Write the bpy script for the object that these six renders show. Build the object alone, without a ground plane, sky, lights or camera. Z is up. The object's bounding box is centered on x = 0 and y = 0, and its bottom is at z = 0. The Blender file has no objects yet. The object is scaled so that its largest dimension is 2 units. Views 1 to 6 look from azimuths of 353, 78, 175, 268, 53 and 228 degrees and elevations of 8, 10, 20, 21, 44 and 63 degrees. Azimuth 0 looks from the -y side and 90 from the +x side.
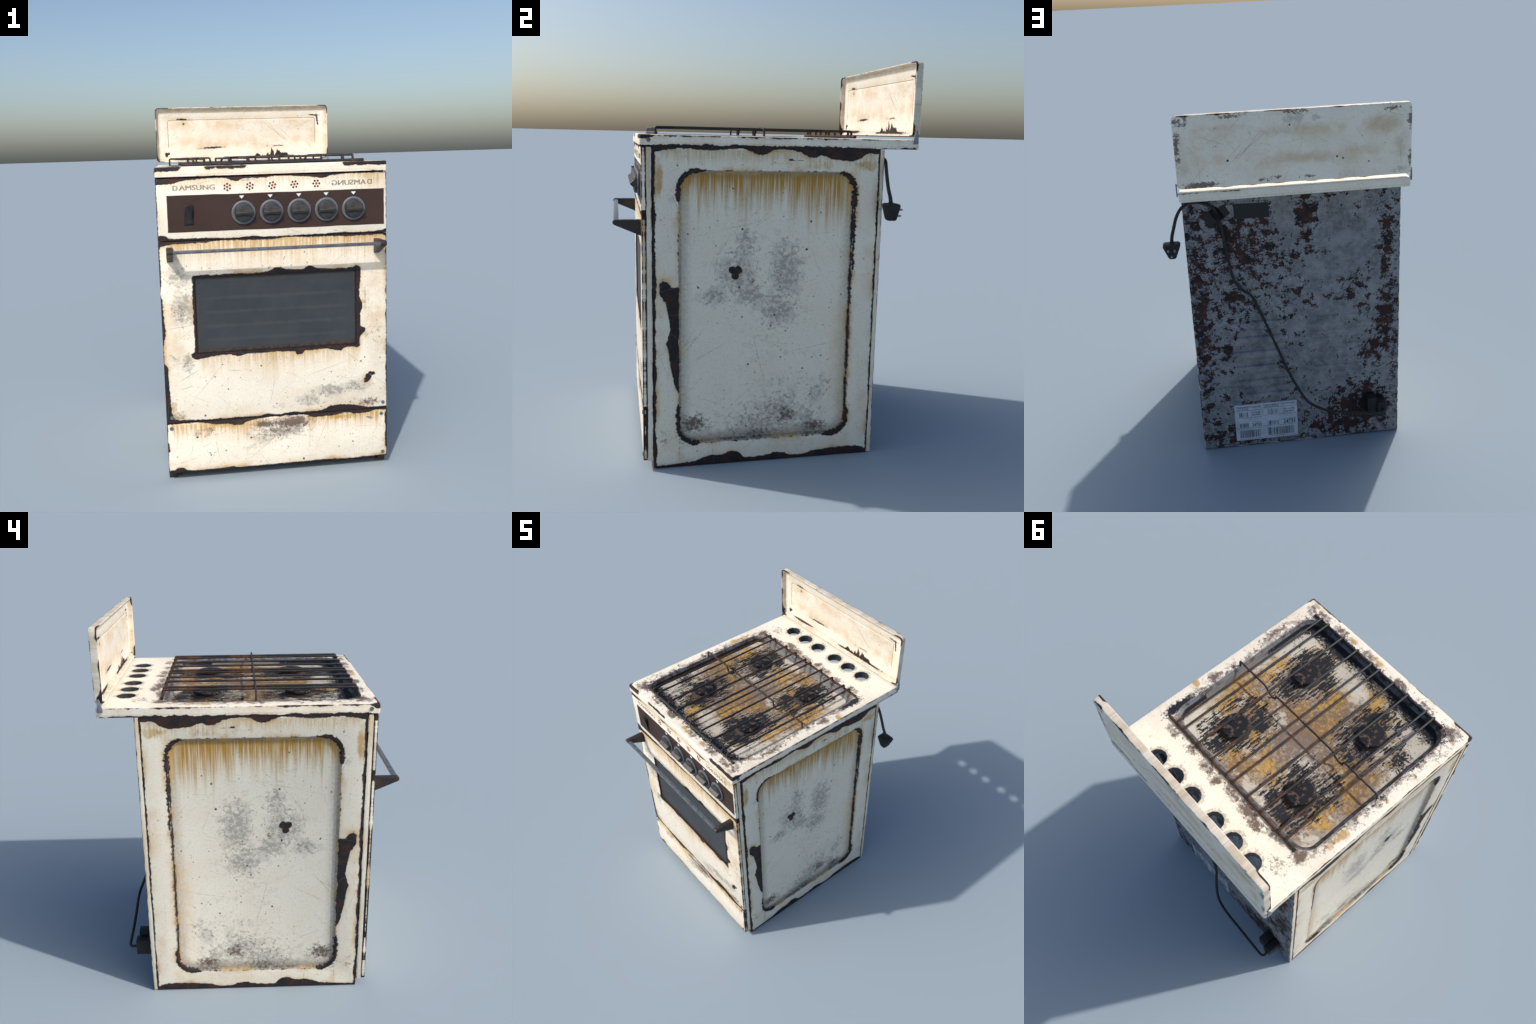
"""Weathered free-standing gas cooker: enamelled steel panels, hob with wire
grate, raised splash lid, oven door with towel-rail handle, mains lead."""
import bpy, bmesh, math, random
from mathutils import Vector, Matrix

random.seed(7)
SC = bpy.context.scene.collection

# ------------------------------------------------------------------ sizes (m)
XL, XR = -0.636, 0.532            # left / right faces of the body
XC = (XL + XR) / 2
YF, YB = -0.614, 0.560            # front / back of the body
Z_DRAWER, Z_DOOR, Z_PANEL, Z_BODY = 0.045, 0.314, 1.257, 1.568
Z_HOB0, Z_HOB1 = 1.576, 1.624     # cooktop slab
HOB_YF, HOB_YB = -0.621, 0.739
WIN = (-0.466, 0.370, 0.673, 1.071)     # oven window x0 x1 z0 z1
REC = (-0.443, 0.417, 0.117, 1.463)     # pressed field of the side panels y0 y1 z0 z1
REC_R = 0.095
BASIN_C, BASIN_H = (XC, XC), (0.503, 0.481)
BURNERS = [(sx * 0.243 - 0.049, sy * 0.238 - 0.019) for sx in (-1, 1) for sy in (-1, 1)]
VENTS = [-0.412, -0.279, -0.143, 0.028, 0.163, 0.296]
VENT_Y, VENT_R = 0.624, 0.050


# =====================================================================
#  small node language: values that can be added, multiplied, compared
# =====================================================================
class V:
    def __init__(s, b, sock): s.b, s.s = b, sock
    def __add__(s, o): return s.b.m('ADD', s, o)
    __radd__ = __add__
    def __sub__(s, o): return s.b.m('SUBTRACT', s, o)
    def __rsub__(s, o): return s.b.m('SUBTRACT', o, s)
    def __mul__(s, o): return s.b.m('MULTIPLY', s, o)
    __rmul__ = __mul__
    def __truediv__(s, o): return s.b.m('DIVIDE', s, o)
    def __neg__(s): return s.b.m('MULTIPLY', s, -1.0)


class Mat:
    """Material builder working on Object coordinates (metres)."""
    def __init__(self, name):
        self.mat = bpy.data.materials.new(name)
        self.mat.use_nodes = True
        self.nt = self.mat.node_tree
        self.nt.nodes.clear()
        self.cache = {}
        self.out = self.nt.nodes.new('ShaderNodeOutputMaterial')
        self.bsdf = self.nt.nodes.new('ShaderNodeBsdfPrincipled')
        self.nt.links.new(self.bsdf.outputs[0], self.out.inputs[0])
        tc = self.nt.nodes.new('ShaderNodeTexCoord')
        self.co = V(self, tc.outputs['Object'])
        self.nrm = V(self, tc.outputs['Normal'])
        self.x, self.y, self.z = self.sep(self.co)

    def put(self, sock, val):
        if isinstance(val, V):
            self.nt.links.new(val.s, sock)
        elif isinstance(val, (tuple, list)):
            v = tuple(val)
            sock.default_value = v + (1.0,) if (len(v) == 3 and sock.type == 'RGBA') else v
        else:
            sock.default_value = val

    def m(self, op, *a, clamp=False):
        n = self.nt.nodes.new('ShaderNodeMath'); n.operation = op; n.use_clamp = clamp
        for i, v in enumerate(a): self.put(n.inputs[i], v)
        return V(self, n.outputs[0])
    def mx(self, *a):
        r = a[0]
        for v in a[1:]: r = self.m('MAXIMUM', r, v)
        return r
    def mn(self, *a):
        r = a[0]
        for v in a[1:]: r = self.m('MINIMUM', r, v)
        return r
    def ab(self, a): return self.m('ABSOLUTE', a)
    def sep(self, vec):
        n = self.nt.nodes.new('ShaderNodeSeparateXYZ'); self.put(n.inputs[0], vec)
        return tuple(V(self, o) for o in n.outputs)
    def comb(self, u, v=0.0, w=0.0):
        n = self.nt.nodes.new('ShaderNodeCombineXYZ')
        for i, q in enumerate((u, v, w)): self.put(n.inputs[i], q)
        return V(self, n.outputs[0])
    def noise(self, vec, scale, detail=3.0, rough=0.5, dist=0.0):
        n = self.nt.nodes.new('ShaderNodeTexNoise'); n.noise_dimensions = '3D'
        self.put(n.inputs['Vector'], vec); n.inputs['Scale'].default_value = scale
        n.inputs['Detail'].default_value = detail; n.inputs['Roughness'].default_value = rough
        n.inputs['Distortion'].default_value = dist
        return V(self, n.outputs[0])
    def voro(self, vec, scale, rand=1.0, feature='F1'):
        n = self.nt.nodes.new('ShaderNodeTexVoronoi'); n.voronoi_dimensions = '2D'; n.feature = feature
        self.put(n.inputs['Vector'], vec); n.inputs['Scale'].default_value = scale
        n.inputs['Randomness'].default_value = rand
        return V(self, n.outputs['Distance']), V(self, n.outputs['Color']), V(self, n.outputs['Position'])
    def ramp(self, x, a, b, c=0.0, d=1.0, smooth=True):
        n = self.nt.nodes.new('ShaderNodeMapRange')
        n.interpolation_type = 'SMOOTHSTEP' if smooth else 'LINEAR'
        for i, v in enumerate((x, a, b, c, d)): self.put(n.inputs[i], v)
        return V(self, n.outputs[0])
    def mix(self, f, a, b):
        n = self.nt.nodes.new('ShaderNodeMix'); n.data_type = 'RGBA'
        self.put(n.inputs[0], f); self.put(n.inputs[6], a); self.put(n.inputs[7], b)
        return V(self, n.outputs[2])
    def mulc(self, f, a, b):
        n = self.nt.nodes.new('ShaderNodeMix'); n.data_type = 'RGBA'; n.blend_type = 'MULTIPLY'
        self.put(n.inputs[0], f); self.put(n.inputs[6], a); self.put(n.inputs[7], b)
        return V(self, n.outputs[2])
    def curve(self, x, x0, x1, pts, vmax):
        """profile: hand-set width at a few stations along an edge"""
        t = self.ramp(x, x0, x1, smooth=False)
        n = self.nt.nodes.new('ShaderNodeFloatCurve')
        c = n.mapping.curves[0]
        P = [((px - x0) / (x1 - x0), py / vmax) for px, py in pts]
        c.points[0].location, c.points[1].location = P[0], P[-1]
        for p in P[1:-1]: c.points.new(*p)
        for p in c.points: p.handle_type = 'AUTO_CLAMPED'
        n.mapping.update()
        self.put(n.inputs[1], t)
        return V(self, n.outputs[0]) * vmax
    def uv2(self, u, v):
        """cached flat vector (u, v, 0)"""
        key = (id(u), id(v))
        if key not in self.cache: self.cache[key] = (self.comb(u, v), u, v)
        return self.cache[key][0]
    def rad(self, u, v, cu, cv, ru, rv, rot=0.0):
        """elliptical radius: 0 at the centre, 1 on the ellipse"""
        q = self.uv2(u, v)
        if not rot:
            q = self.vm('MULTIPLY_ADD', q, (1 / ru, 1 / rv, 0), (-cu / ru, -cv / rv, 0))
            return self.vm('LENGTH', q)
        c, s = math.cos(rot), math.sin(rot)
        d1 = self.vm('DOT_PRODUCT', q, (c / ru, s / ru, 0)) - (cu * c + cv * s) / ru
        d2 = self.vm('DOT_PRODUCT', q, (-s / rv, c / rv, 0)) - (cv * c - cu * s) / rv
        return self.m('SQRT', self.m('MULTIPLY_ADD', d1, d1, d2 * d2))
    def vm(self, op, *a):
        n = self.nt.nodes.new('ShaderNodeVectorMath'); n.operation = op
        for i, v in enumerate(a): self.put(n.inputs[i], v)
        return V(self, n.outputs['Value' if op in ('LENGTH', 'DOT_PRODUCT') else 'Vector'])
    def sepc(self, c):
        n = self.nt.nodes.new('ShaderNodeSeparateColor'); self.put(n.inputs[0], c)
        return tuple(V(self, o) for o in n.outputs)
    def ell(self, u, v, cu, cv, ru, rv, rot=0.0):
        """1 at the centre, 0 on the ellipse, negative outside"""
        return 1.0 - self.rad(u, v, cu, cv, ru, rv, rot)
    def frac(self, vec, g, scale, detail=9.0, rough=0.72, a=1.9, k=2.0, w=0.25):
        """broken patches: coverage grows with the field g (about half at g = 1)"""
        n = self.noise(vec, scale, detail, rough)
        return self.ramp((n - 0.5) * 11.0 + g * (k + .3) - (a - .25), -w, w) * self.ramp(g, 0.0, 0.10)
    def blobs(self, u, v, lst):
        """soft field 0..1 from a few ellipses (cu, cv, ru, rv[, strength])"""
        r = None
        for e in lst:
            f = self.ramp(self.rad(u, v, *e[:4]), 1.0, 0.0, 0.0, e[4] if len(e) > 4 else 1.0)
            r = f if r is None else self.mx(r, f)
        return r
    def rrect(self, u, v, u0, u1, v0, v1, r):
        """signed distance to a rounded rectangle, negative inside"""
        qu = self.ab(u - (u0 + u1) / 2) - ((u1 - u0) / 2 - r)
        qv = self.ab(v - (v0 + v1) / 2) - ((v1 - v0) / 2 - r)
        a, b = self.mx(qu, 0.0), self.mx(qv, 0.0)
        return self.m('SQRT', a * a + b * b) + self.mn(self.mx(qu, qv), 0.0) - r
    def line(self, u, v, a, b, w):
        """thin scratch from a to b, tapering, 0..1"""
        dx, dy = b[0] - a[0], b[1] - a[1]; L = math.hypot(dx, dy)
        r = self.rad(u, v, (a[0] + b[0]) / 2, (a[1] + b[1]) / 2, L * 0.55, w, math.atan2(dy, dx))
        return self.ramp(r, 1.0, 0.35)
    def bump(self, h, dist, strength=1.0):
        n = self.nt.nodes.new('ShaderNodeBump'); n.inputs['Strength'].default_value = strength
        n.inputs['Distance'].default_value = dist; self.put(n.inputs['Height'], h)
        self.put(self.bsdf.inputs['Normal'], V(self, n.outputs[0]))
    def finish(self, color, rough=0.5, metal=0.0, spec=0.5):
        self.put(self.bsdf.inputs['Base Color'], color)
        self.put(self.bsdf.inputs['Roughness'], rough)
        self.put(self.bsdf.inputs['Metallic'], metal)
        self.put(self.bsdf.inputs['Specular IOR Level'], spec)
        return self.mat


# ------------------------------------------------------------------ palette
CREAM = (0.82, 0.765, 0.635)
WARM = (0.92, 0.85, 0.715)      # lighter, warmer base of front, lid and cooktop
PEACH = (0.70, 0.51, 0.30)
AMBER = (0.46, 0.265, 0.045)
GREYST = (0.41, 0.385, 0.335)
RUSTBR = (0.105, 0.062, 0.043)
CHIP_A = (0.013, 0.013, 0.014)
CHIP_B = (0.050, 0.017, 0.013)
STEELB = (0.115, 0.135, 0.165)
SOOT = (0.014, 0.0155, 0.020)


def dots(b, uv, seed=0.0):
    """small pits of varying size, thinly scattered"""
    o = b.mx
    f = None
    for sc, rmax, keep, st in ((12.0, 0.0045, 0.66, 1.0), (26.0, 0.0036, 0.55, 0.8), (55.0, 0.0022, 0.5, 0.65), (120.0, 0.0012, 0.45, 0.55)):
        d, c, _ = b.voro(b.comb(b.sep(uv)[0] + seed + sc, b.sep(uv)[1] + sc * 0.37), sc)
        r, g, bl = b.sepc(c)
        rad = b.ramp(r, keep, 1.0, -0.1, 1.0, smooth=False) * rmax
        k = b.ramp(d * (1.0 / sc) - rad, 0.0007, -0.0004) * (g * 0.7 + 0.2) * st
        f = k if f is None else b.mx(f, k)
    return f


def scratches(b, uv, seed=0.0, amount=1.0):
    """short hairlines of random direction, one per Voronoi cell, two sizes"""
    f = None
    for sc, L, w, keep in ((3.3, 0.17, 0.0011, 0.35), (7.0, 0.075, 0.0009, 0.45), (13.0, 0.032, 0.0007, 0.55)):
        u, v, _ = b.sep(uv)
        p = b.comb(u + seed * 1.7 + sc, v + seed)
        d, c, pos = b.voro(p, sc)
        r, g, bl = b.sepc(c)
        pu, pv, _ = b.sep(p)
        cu, cv, _ = b.sep(pos)
        a = r * 6.283
        ca, sa = b.m('COSINE', a), b.m('SINE', a)
        du, dv = pu - cu, pv - cv
        along = du * ca + dv * sa
        bend = along * along * (g - 0.5) * 1.6
        across = b.ab(dv * ca - du * sa + bend)
        k = b.ramp(across, w * 1.5, w * 0.3) * b.ramp(b.ab(along), L, L * 0.25) * b.ramp(bl, keep, keep + 0.05)
        k = k * b.ramp(b.noise(uv, 90.0, 2.0), 0.3, 0.6, 0.15, 0.75)
        f = k if f is None else b.mx(f, k)
    return f * amount


def enamel(b, u, v, chips=None, streaks=(), peach=(), amber=(), grey=(), rust=(), extra=(), seed=0.0,
           halo=1.0, edge_amp=0.013, edge_scale=34.0, dot_amt=1.0, scr=1.0, extra_layers=None, edge_shade=None, pits=(), base=CREAM):
    """chipped, rust-streaked cream enamel.  chips: signed field in metres,
    positive where the paint has gone."""
    uv = b.comb(u + seed, v + seed * 0.61)
    cloud = b.noise(uv, 5.0, 5.0, 0.6)
    fine = b.noise(uv, 70.0, 4.0, 0.62)
    grit = b.noise(uv, 190.0, 2.0, 0.5)
    col = b.mix(b.ramp(cloud, 0.35, 0.75, 0.0, 0.32), base, (0.74, 0.60, 0.42))
    col = b.mix(b.ramp(fine, 0.35, 0.75, 0.0, 0.16), col, (0.45, 0.42, 0.36))
    vertical = b.comb(u * 1.0 + seed, v * 0.035 + seed)
    run = b.noise(vertical, 38.0, 4.0, 0.62)
    run2 = b.noise(b.comb(u + seed + 3.1, v * 0.09), 15.0, 3.0, 0.5)
    run3 = b.noise(b.comb(u + seed, v * 0.03 + 7.0), 85.0, 4.0, 0.62)
    if peach:
        k = b.blobs(u, v, peach)
        k = k * b.ramp(b.noise(uv, 9.0, 5.0, 0.65), 0.33, 0.62)
        col = b.mix(k * 0.55, col, PEACH)
    for (u0, u1, vt, ln, st) in streaks:
        depth = vt - v
        lim = (run2 * 1.1 + run * 1.3 - 0.62) * ln
        k = b.ramp(depth / b.mx(lim, 0.004), 1.0, 0.0) * b.ramp(depth, -0.004, 0.004)
        k = k * b.ramp(u, u0 - 0.01, u0 + 0.03) * b.ramp(u, u1 + 0.01, u1 - 0.03)
        k1 = k * b.ramp(run3, 0.36, 0.62, 0.25, 1.0) * st
        col = b.mix(b.m('MULTIPLY', k1, 1.15, clamp=True), col, b.mix(b.ramp(k, 0.15, 0.8), PEACH, AMBER))
    if amber:
        k = b.blobs(u, v, amber)
        k = b.ramp((b.noise(uv, 13.0, 7.0, 0.66) - 0.5) * 7.0 + (run3 - .5) * 4.0 + k * 2.6 - 1.5, -1.0, 1.2) * b.ramp(k, 0.0, 0.35)
        col = b.mix(k * 0.85, col, AMBER)
    if grey:
        g = b.blobs(u, v, grey)
        k = b.frac(uv, g, 13.0, 10.0, .74, 1.7, 2.2, .3)
        col = b.mix(k * b.ramp(g, 0, .7, .16, .36), col, GREYST)
        k = b.frac(uv, g, 42.0, 8.0, .74, 2.2, 2.0, .3)
        col = b.mix(k * 0.60, col, (0.25, 0.235, 0.21))
    if rust:
        g = b.blobs(u, v, rust)
        k = b.frac(uv, g, 30.0, 9.0, .76, 1.8, 2.0, .3)
        col = b.mix(k * .5, col, (.19, .15, .125))
        k = b.frac(uv, g, 48.0, 9.0, .76, 2.3, 2.2, .3)
        col = b.mix(k * 0.85, col, RUSTBR)
    if edge_shade is not None:
        col = b.mix(edge_shade * b.ramp(fine, 0.2, 0.75, 0.55, 1.0), col, (0.055, 0.045, 0.038))  # recess shading mixed into the enamel colour
    dt = dots(b, uv, seed) * dot_amt
    for (pu, pv, pr) in pits:
        dt = b.mx(dt, b.ramp(b.rad(u, v, pu, pv, pr, pr), 1.0, .62))
    col = b.mix(dt, col, (0.035, 0.03, 0.028))
    sc = scratches(b, uv, seed, 0.7 * scr)
    for e in extra: sc = b.mx(sc, b.line(u, v, *e) * b.ramp(b.noise(uv, 60.0, 2.0), 0.3, 0.6, 0.25, 0.85))
    col = b.mix(sc, col, (0.15, 0.135, 0.12))
    rough = b.ramp(fine, 0.2, 0.8, 0.36, 0.62)
    height = sc * -0.25 + grit * 0.03 - dt * 0.6
    if extra_layers: col = extra_layers(col, uv)
    spots = None
    if isinstance(chips, tuple): chips, spots = chips
    if chips is not None:
        jag = (b.noise(uv, edge_scale, 6.0, 0.62) - 0.5) * edge_amp * 2.0 + (b.noise(uv, 85.0, 5.0, 0.68) - 0.5) * (edge_amp * 1.7)
        big = (b.noise(uv, 9.0, 2.0, 0.5) - 0.5) * edge_amp * 0.8
        F = chips + jag + big
        if spots is not None: F = b.mx(F, spots + jag * .7)
        # amber halo just outside, thin grey line on the lip
        wide = chips + (b.noise(uv, 11.0, 4.0, 0.6) - 0.5) * 0.06
        hl = b.ramp(wide, -0.036, 0.006) * b.ramp(b.noise(uv, 5.0, 3.0), 0.42, 0.64, 0.08, 1.0) * halo
        col = b.mix(hl * 0.75, col, b.mix(b.ramp(wide, -0.022, 0.006), PEACH, AMBER))
        lip = b.ramp(F, -0.0030, -0.0008) * b.ramp(b.noise(uv, 8.0, 2.0), 0.42, 0.6)
        col = b.mix(lip * 0.7, col, (0.20, 0.20, 0.20))
        k = b.ramp(F, -0.0009, 0.0009)
        redd = b.ramp(b.noise(uv, 16.0, 6.0, 0.72), 0.44, 0.62)
        chipc = b.mix(redd, CHIP_A, CHIP_B)
        chipc = b.mix(b.ramp(b.noise(uv, 160.0, 3.0, 0.6), 0.60, 0.78, 0, 0.5), chipc, (0.09, 0.03, 0.022))
        chipc = b.mix(sc * 0.6, chipc, (0.2, 0.2, 0.2))
        col = b.mix(k, col, chipc)
        rough = b.ramp(k, 0.0, 1.0, rough, 0.75)
        height = height - k * 1.0
    b.bump(height, 0.0012, 0.55)
    return b.finish(col, rough, 0.0, 0.4)


# ------------------------------------------------------------- materials
def nedge(b, coord, base, amp, scale, seed):
    """edge-wear width that swells and vanishes along the edge"""
    n = b.noise(b.comb(coord + seed, seed), scale, 3.0, 0.55)
    return (n - 0.5) * amp * 2.0 + base


# larger drilled-looking rust pits (position, radius)
SIDE_PITS = [(-.348, .903, .006), (-.149, .900, .007), (.055, .898, .005), (.370, .851, .005), (-.132, .751, .005), (.031, .757, .006), (.012, .702, .006), (.088, .673, .005), (.066, .538, .005),
             (-.099, .508, .0065), (.181, .473, .006), (.276, .536, .005), (.224, .332, .005), (.422, .647, .006), (-.185, 1.379, .006), (-.137, 1.185, .007), (.203, 1.221, .007), (.185, 1.083, .0075),
             (.250, 1.265, .005), (.431, 1.266, .005), (-.398, 1.164, .005), (-.448, 1.485, .005), (-.265, 1.106, .004)]
DOOR_PITS = [(-.138, .591, .0055), (-.313, .478, .0045), (-.436, .345, .0065), (.392, .581, .0055), (.231, .534, .004), (.174, .348, .004), (-.062, .381, .004), (.357, .586, .003), (-.248, .536, .003), (-.379, .548, .004), (-.50, 1.13, .0035), (.10, 1.175, .004), (.03, 1.11, .0035)]
DRAWER_PITS = [(-.481, .229, .006), (-.202, .206, .006), (.076, .066, .0075), (-.414, .128, .005), (.344, .141, .005), (-.395, .14, .003)]


def mat_side():
    b = Mat('enamel_side'); u, v = b.y, b.z
    y0, y1 = -0.561, 0.537
    top = b.curve(u, y0, y1, [(y0, .03), (-.532, .026), (-.45, .014), (-.29, .018), (-.16, .010), (-.056, .036), (.03, .010), (.128, .02), (.212, .046), (.24, .036), (.29, .052), (.368, .060), (.44, .048), (.47, .025), (y1, .022)], .07)
    bot = b.curve(u, y0, y1, [(y0, .010), (-.455, .015), (-.36, .024), (-.294, .046), (-.212, .050), (-.175, .060), (-.13, .040), (-.099, .020), (.014, .030), (.053, .037), (.154, .016), (.247, .031), (.422, .042), (y1, .022)], .07)
    F = b.mx(top - (1.576 - v), bot - v)
    F = b.mx(F, nedge(b, v, 0.010, 0.016, 7.0, 2.0) - (u - y0))
    F = b.mx(F, nedge(b, v, 0.006, 0.010, 9.0, 5.0) - (y1 - u))
    # paint gone around the corners of the pressed field
    sd = b.rrect(u, v, *REC, REC_R)
    cor = b.mx(b.ramp(b.ell(u, v, -.40, 1.40, .14, .105), 0, .35), b.ramp(b.ell(u, v, .395, 1.38, .115, .12), 0, .35),
               b.ramp(b.ell(u, v, .417, 1.22, .05, .20), 0, .4) * 0.55,
               b.ramp(b.ell(u, v, .412, 1.02, .04, .07), 0, .4) * 0.6,
               b.ramp(b.ell(u, v, -.41, .20, .13, .15), 0, .35) * 0.85, b.ramp(b.ell(u, v, .40, .155, .13, .12), 0, .35))
    F = b.mx(F, cor * 0.0145 - b.ab(sd - 0.0015) - 0.002 + (b.noise(b.comb(u, v), 55.0, 5.0, .66) - .5) * .040)
    # dark stripe down the rear wall of the field
    F = b.mx(F, b.mn(0.0045 - b.ab(u - 0.410), b.ramp(v, .16, .3, -.012, .012), b.ramp(v, 1.40, 1.30, -.01, .01)) + (b.noise(b.comb(u * 3.0, v * 0.25), 40.0, 3.0) - 0.5) * 0.012)
    # large bare patch ahead of the field
    w = b.curve(v, .38, .96, [(.38, 0), (.42, .024), (.50, .040), (.60, .056), (.635, .063), (.70, .047), (.80, .060), (.88, .074), (.96, .078)], .09)
    F = b.mx(F, b.mn(w - .006 - (REC[0] - u), REC[0] - u + 0.003, .908 - v), b.ell(u, v, -.507, .895, .026, .052, .15) * .022)
    # three-lobed bare spot
    spot = None
    for cu, cv, r in ((-.183, .985, .018), (-.155, .986, .020), (-.169, .956, .019)):
        q = b.ell(u, v, cu, cv, r, r) * r
        spot = q if spot is None else b.mx(spot, q)
    spot = b.mx(spot, b.ell(u, v, -.168, .974, .013, .014) * .013)
    spot = b.mx(spot, b.mn(0.005 - b.ab(v - 1.518), 0.012 - b.ab(u - .092)), b.mn(0.0012 - b.ab(v - 1.515), 0.032 - b.ab(u - .122)))
    inside = b.ramp(sd, -0.002, -0.006)
    grime_shade = b.mx(b.ramp(sd, -0.075, -0.014) * 0.42, b.ramp(sd, -0.030, -0.009) * 0.72) * b.ramp(sd, 0.003, -0.001)  # ambient shade painted along the inner edges of the pressed field
    grime_shade = grime_shade + b.ramp(sd, -0.07, -0.012) * b.ramp(v, .26, .12) * 0.35 * inside
    def layer(col, uv):
        # ochre runs from the upper lip of the pressed field
        run = b.noise(b.comb(u + 1.0, v * 0.03), 34.0, 5.0, 0.65)
        fin = b.noise(b.comb(u + 2.0, v * 0.025), 90.0, 4.0, 0.65)
        big = b.noise(b.comb(u + 4.0, v * 0.02), 9.0, 3.0)
        ln = .04 + b.mx(run * 1.2 + big * .9 - .74, 0.0) * .55
        ln = ln + b.ramp(b.ell(u, v, .30, 1.35, .13, .4), 0, .7) * .08 + b.ramp(u, .34, .41) * 0.14
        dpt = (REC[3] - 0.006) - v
        k = b.ramp(dpt / ln, 1.05, 0.0) * inside * b.ramp(dpt, 0, 0.01)
        k = k * b.ramp(fin, .34, .62, .35, 1.0)
        col = b.mix(b.m('MULTIPLY', k, 1.3, clamp=True), col, b.mix(b.ramp(k, .1, .6), (.50, .35, .14), (0.43, 0.225, 0.024)))
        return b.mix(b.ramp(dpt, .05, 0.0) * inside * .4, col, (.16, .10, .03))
    return enamel(b, u, v, (F, spot), seed=0.3, edge_amp=0.0095, edge_scale=26.0, dot_amt=1.0, pits=SIDE_PITS, edge_shade=grime_shade, extra_layers=layer,
        streaks=[(-.54, .53, 1.56, .17, .55)],
        peach=[(-.53, .80, .05, .35), (-.505, .12, .09, .12), (.36, .55, .06, .5), (.50, .3, .05, .3), (.505, 1.0, .05, .3), (-.49, .95, .07, .07), (.1, .07, .5, .05, .8), (.385, .35, .05, .25)],
        amber=[(-.535, 1.42, .035, .17, .9), (.46, 1.50, .13, .06, .9), (.24, 1.50, .12, .05, .6)],
        grey=[(-.16, .97, .20, .26), (-.12, 1.12, .13, .18, .9), (.08, .98, .17, .34, 1.05), (.05, .78, .20, .22), (-.27, .86, .16, .10, .9), (-.09, .86, .18, .14, 1.0), (.06, .28, .26, .20, .8), (-.05, .18, .40, .12, .9), (.1, .4, .3, .2, .5), (.2, .22, .2, .16, .8), (-.3, .2, .16, .16, .6), (0., .6, .4, .4, .35), (-.15, 1.25, .3, .15, .4), (.25, .35, .14, .14, .7), (-.42, .15, .10, .10, .6), (.2, .09, .2, .04, .5), (-.48, 1.35, .05, .1, .5)],
        rust=[(-.37, .215, .13, .09, 1.1), (.10, .23, .11, .09), (.25, .165, .14, .06, 1.1), (0, .25, .4, .16, .5), (-.05, .15, .22, .04, .7), (.30, .40, .10, .14, .45), (-.52, .15, .06, .10, .55), (-.27, .87, .07, .05, .5), (-.08, .93, .07, .1, .5)],
        extra=[((-.44, .55), (-.30, .72), .0016), ((-.44, .60), (-.32, .68), .0014), ((-.40, .52), (-.18, .64), .0013), ((-.52, .72), (-.38, .60), .0013),
               ((-.48, 1.36), (-.43, 1.25), .0013), ((.15, 1.28), (.30, 1.31), .001), ((.15, .30), (.38, .46), .001), ((0., .35), (-.1, .75), .001),
               ((-.02, 1.0), (.1, 1.06), .0012), ((.05, .55), (.4, .62), .001), ((-.25, 1.18), (-.05, 1.22), .001), ((-.35, .35), (-.22, .30), .0012)])


def mat_strip(name, seed):
    """narrow flanges between the front doors / back sheet and the side panels"""
    b = Mat(name); u, v = b.y, b.z
    mid = b.ab(b.ab(b.x - XC) - (XR - XL) / 2)
    along = v + b.x * 0.3
    n = b.noise(b.comb(along + seed, seed, u * 12.0), 18.0, 5.0, 0.62)
    n2 = b.noise(b.comb(along + seed + 5, seed, 0.0), 3.0, 2.0)
    # wear from the fore and aft arrises of each strip
    e1 = b.ab(u + 0.594); e2 = b.ab(u + 0.566); e3 = b.ab(u - 0.538); e4 = b.ab(u - 0.560); e5 = b.ab(u + 0.614)
    d = b.mn(e1, e2, e3, e4, e5)
    F = (n - 0.47) * 0.026 + (n2 - 0.5) * 0.018 - d
    return enamel(b, u + b.x, v, F, seed=seed, edge_amp=0.002, streaks=[(-2, 2, 1.57, .6, .5)],
                  peach=[(-.6 + XR, .9, .3, .8, .4)], halo=0.4, scr=.5)


def flank(b):
    """distance from the nearest upright arris; zero on the front face"""
    return b.mx(b.mn(b.y - YF, -b.y - .5935) - .0005, 0.0)


def front_base_edges(b, u, v, v0, v1, wl, wr, wt, wb, seed):
    fl = flank(b)
    F = nedge(b, v, wl, wl * 1.6, 6.0, seed) - (u - XL) - fl
    F = b.mx(F, nedge(b, v, wr, wr * 1.6, 8.0, seed + 3) - (XR - u) - fl)
    if wt is not None: F = b.mx(F, wt - (v1 - v))
    if wb is not None: F = b.mx(F, wb - (v - v0))
    return F


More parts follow.
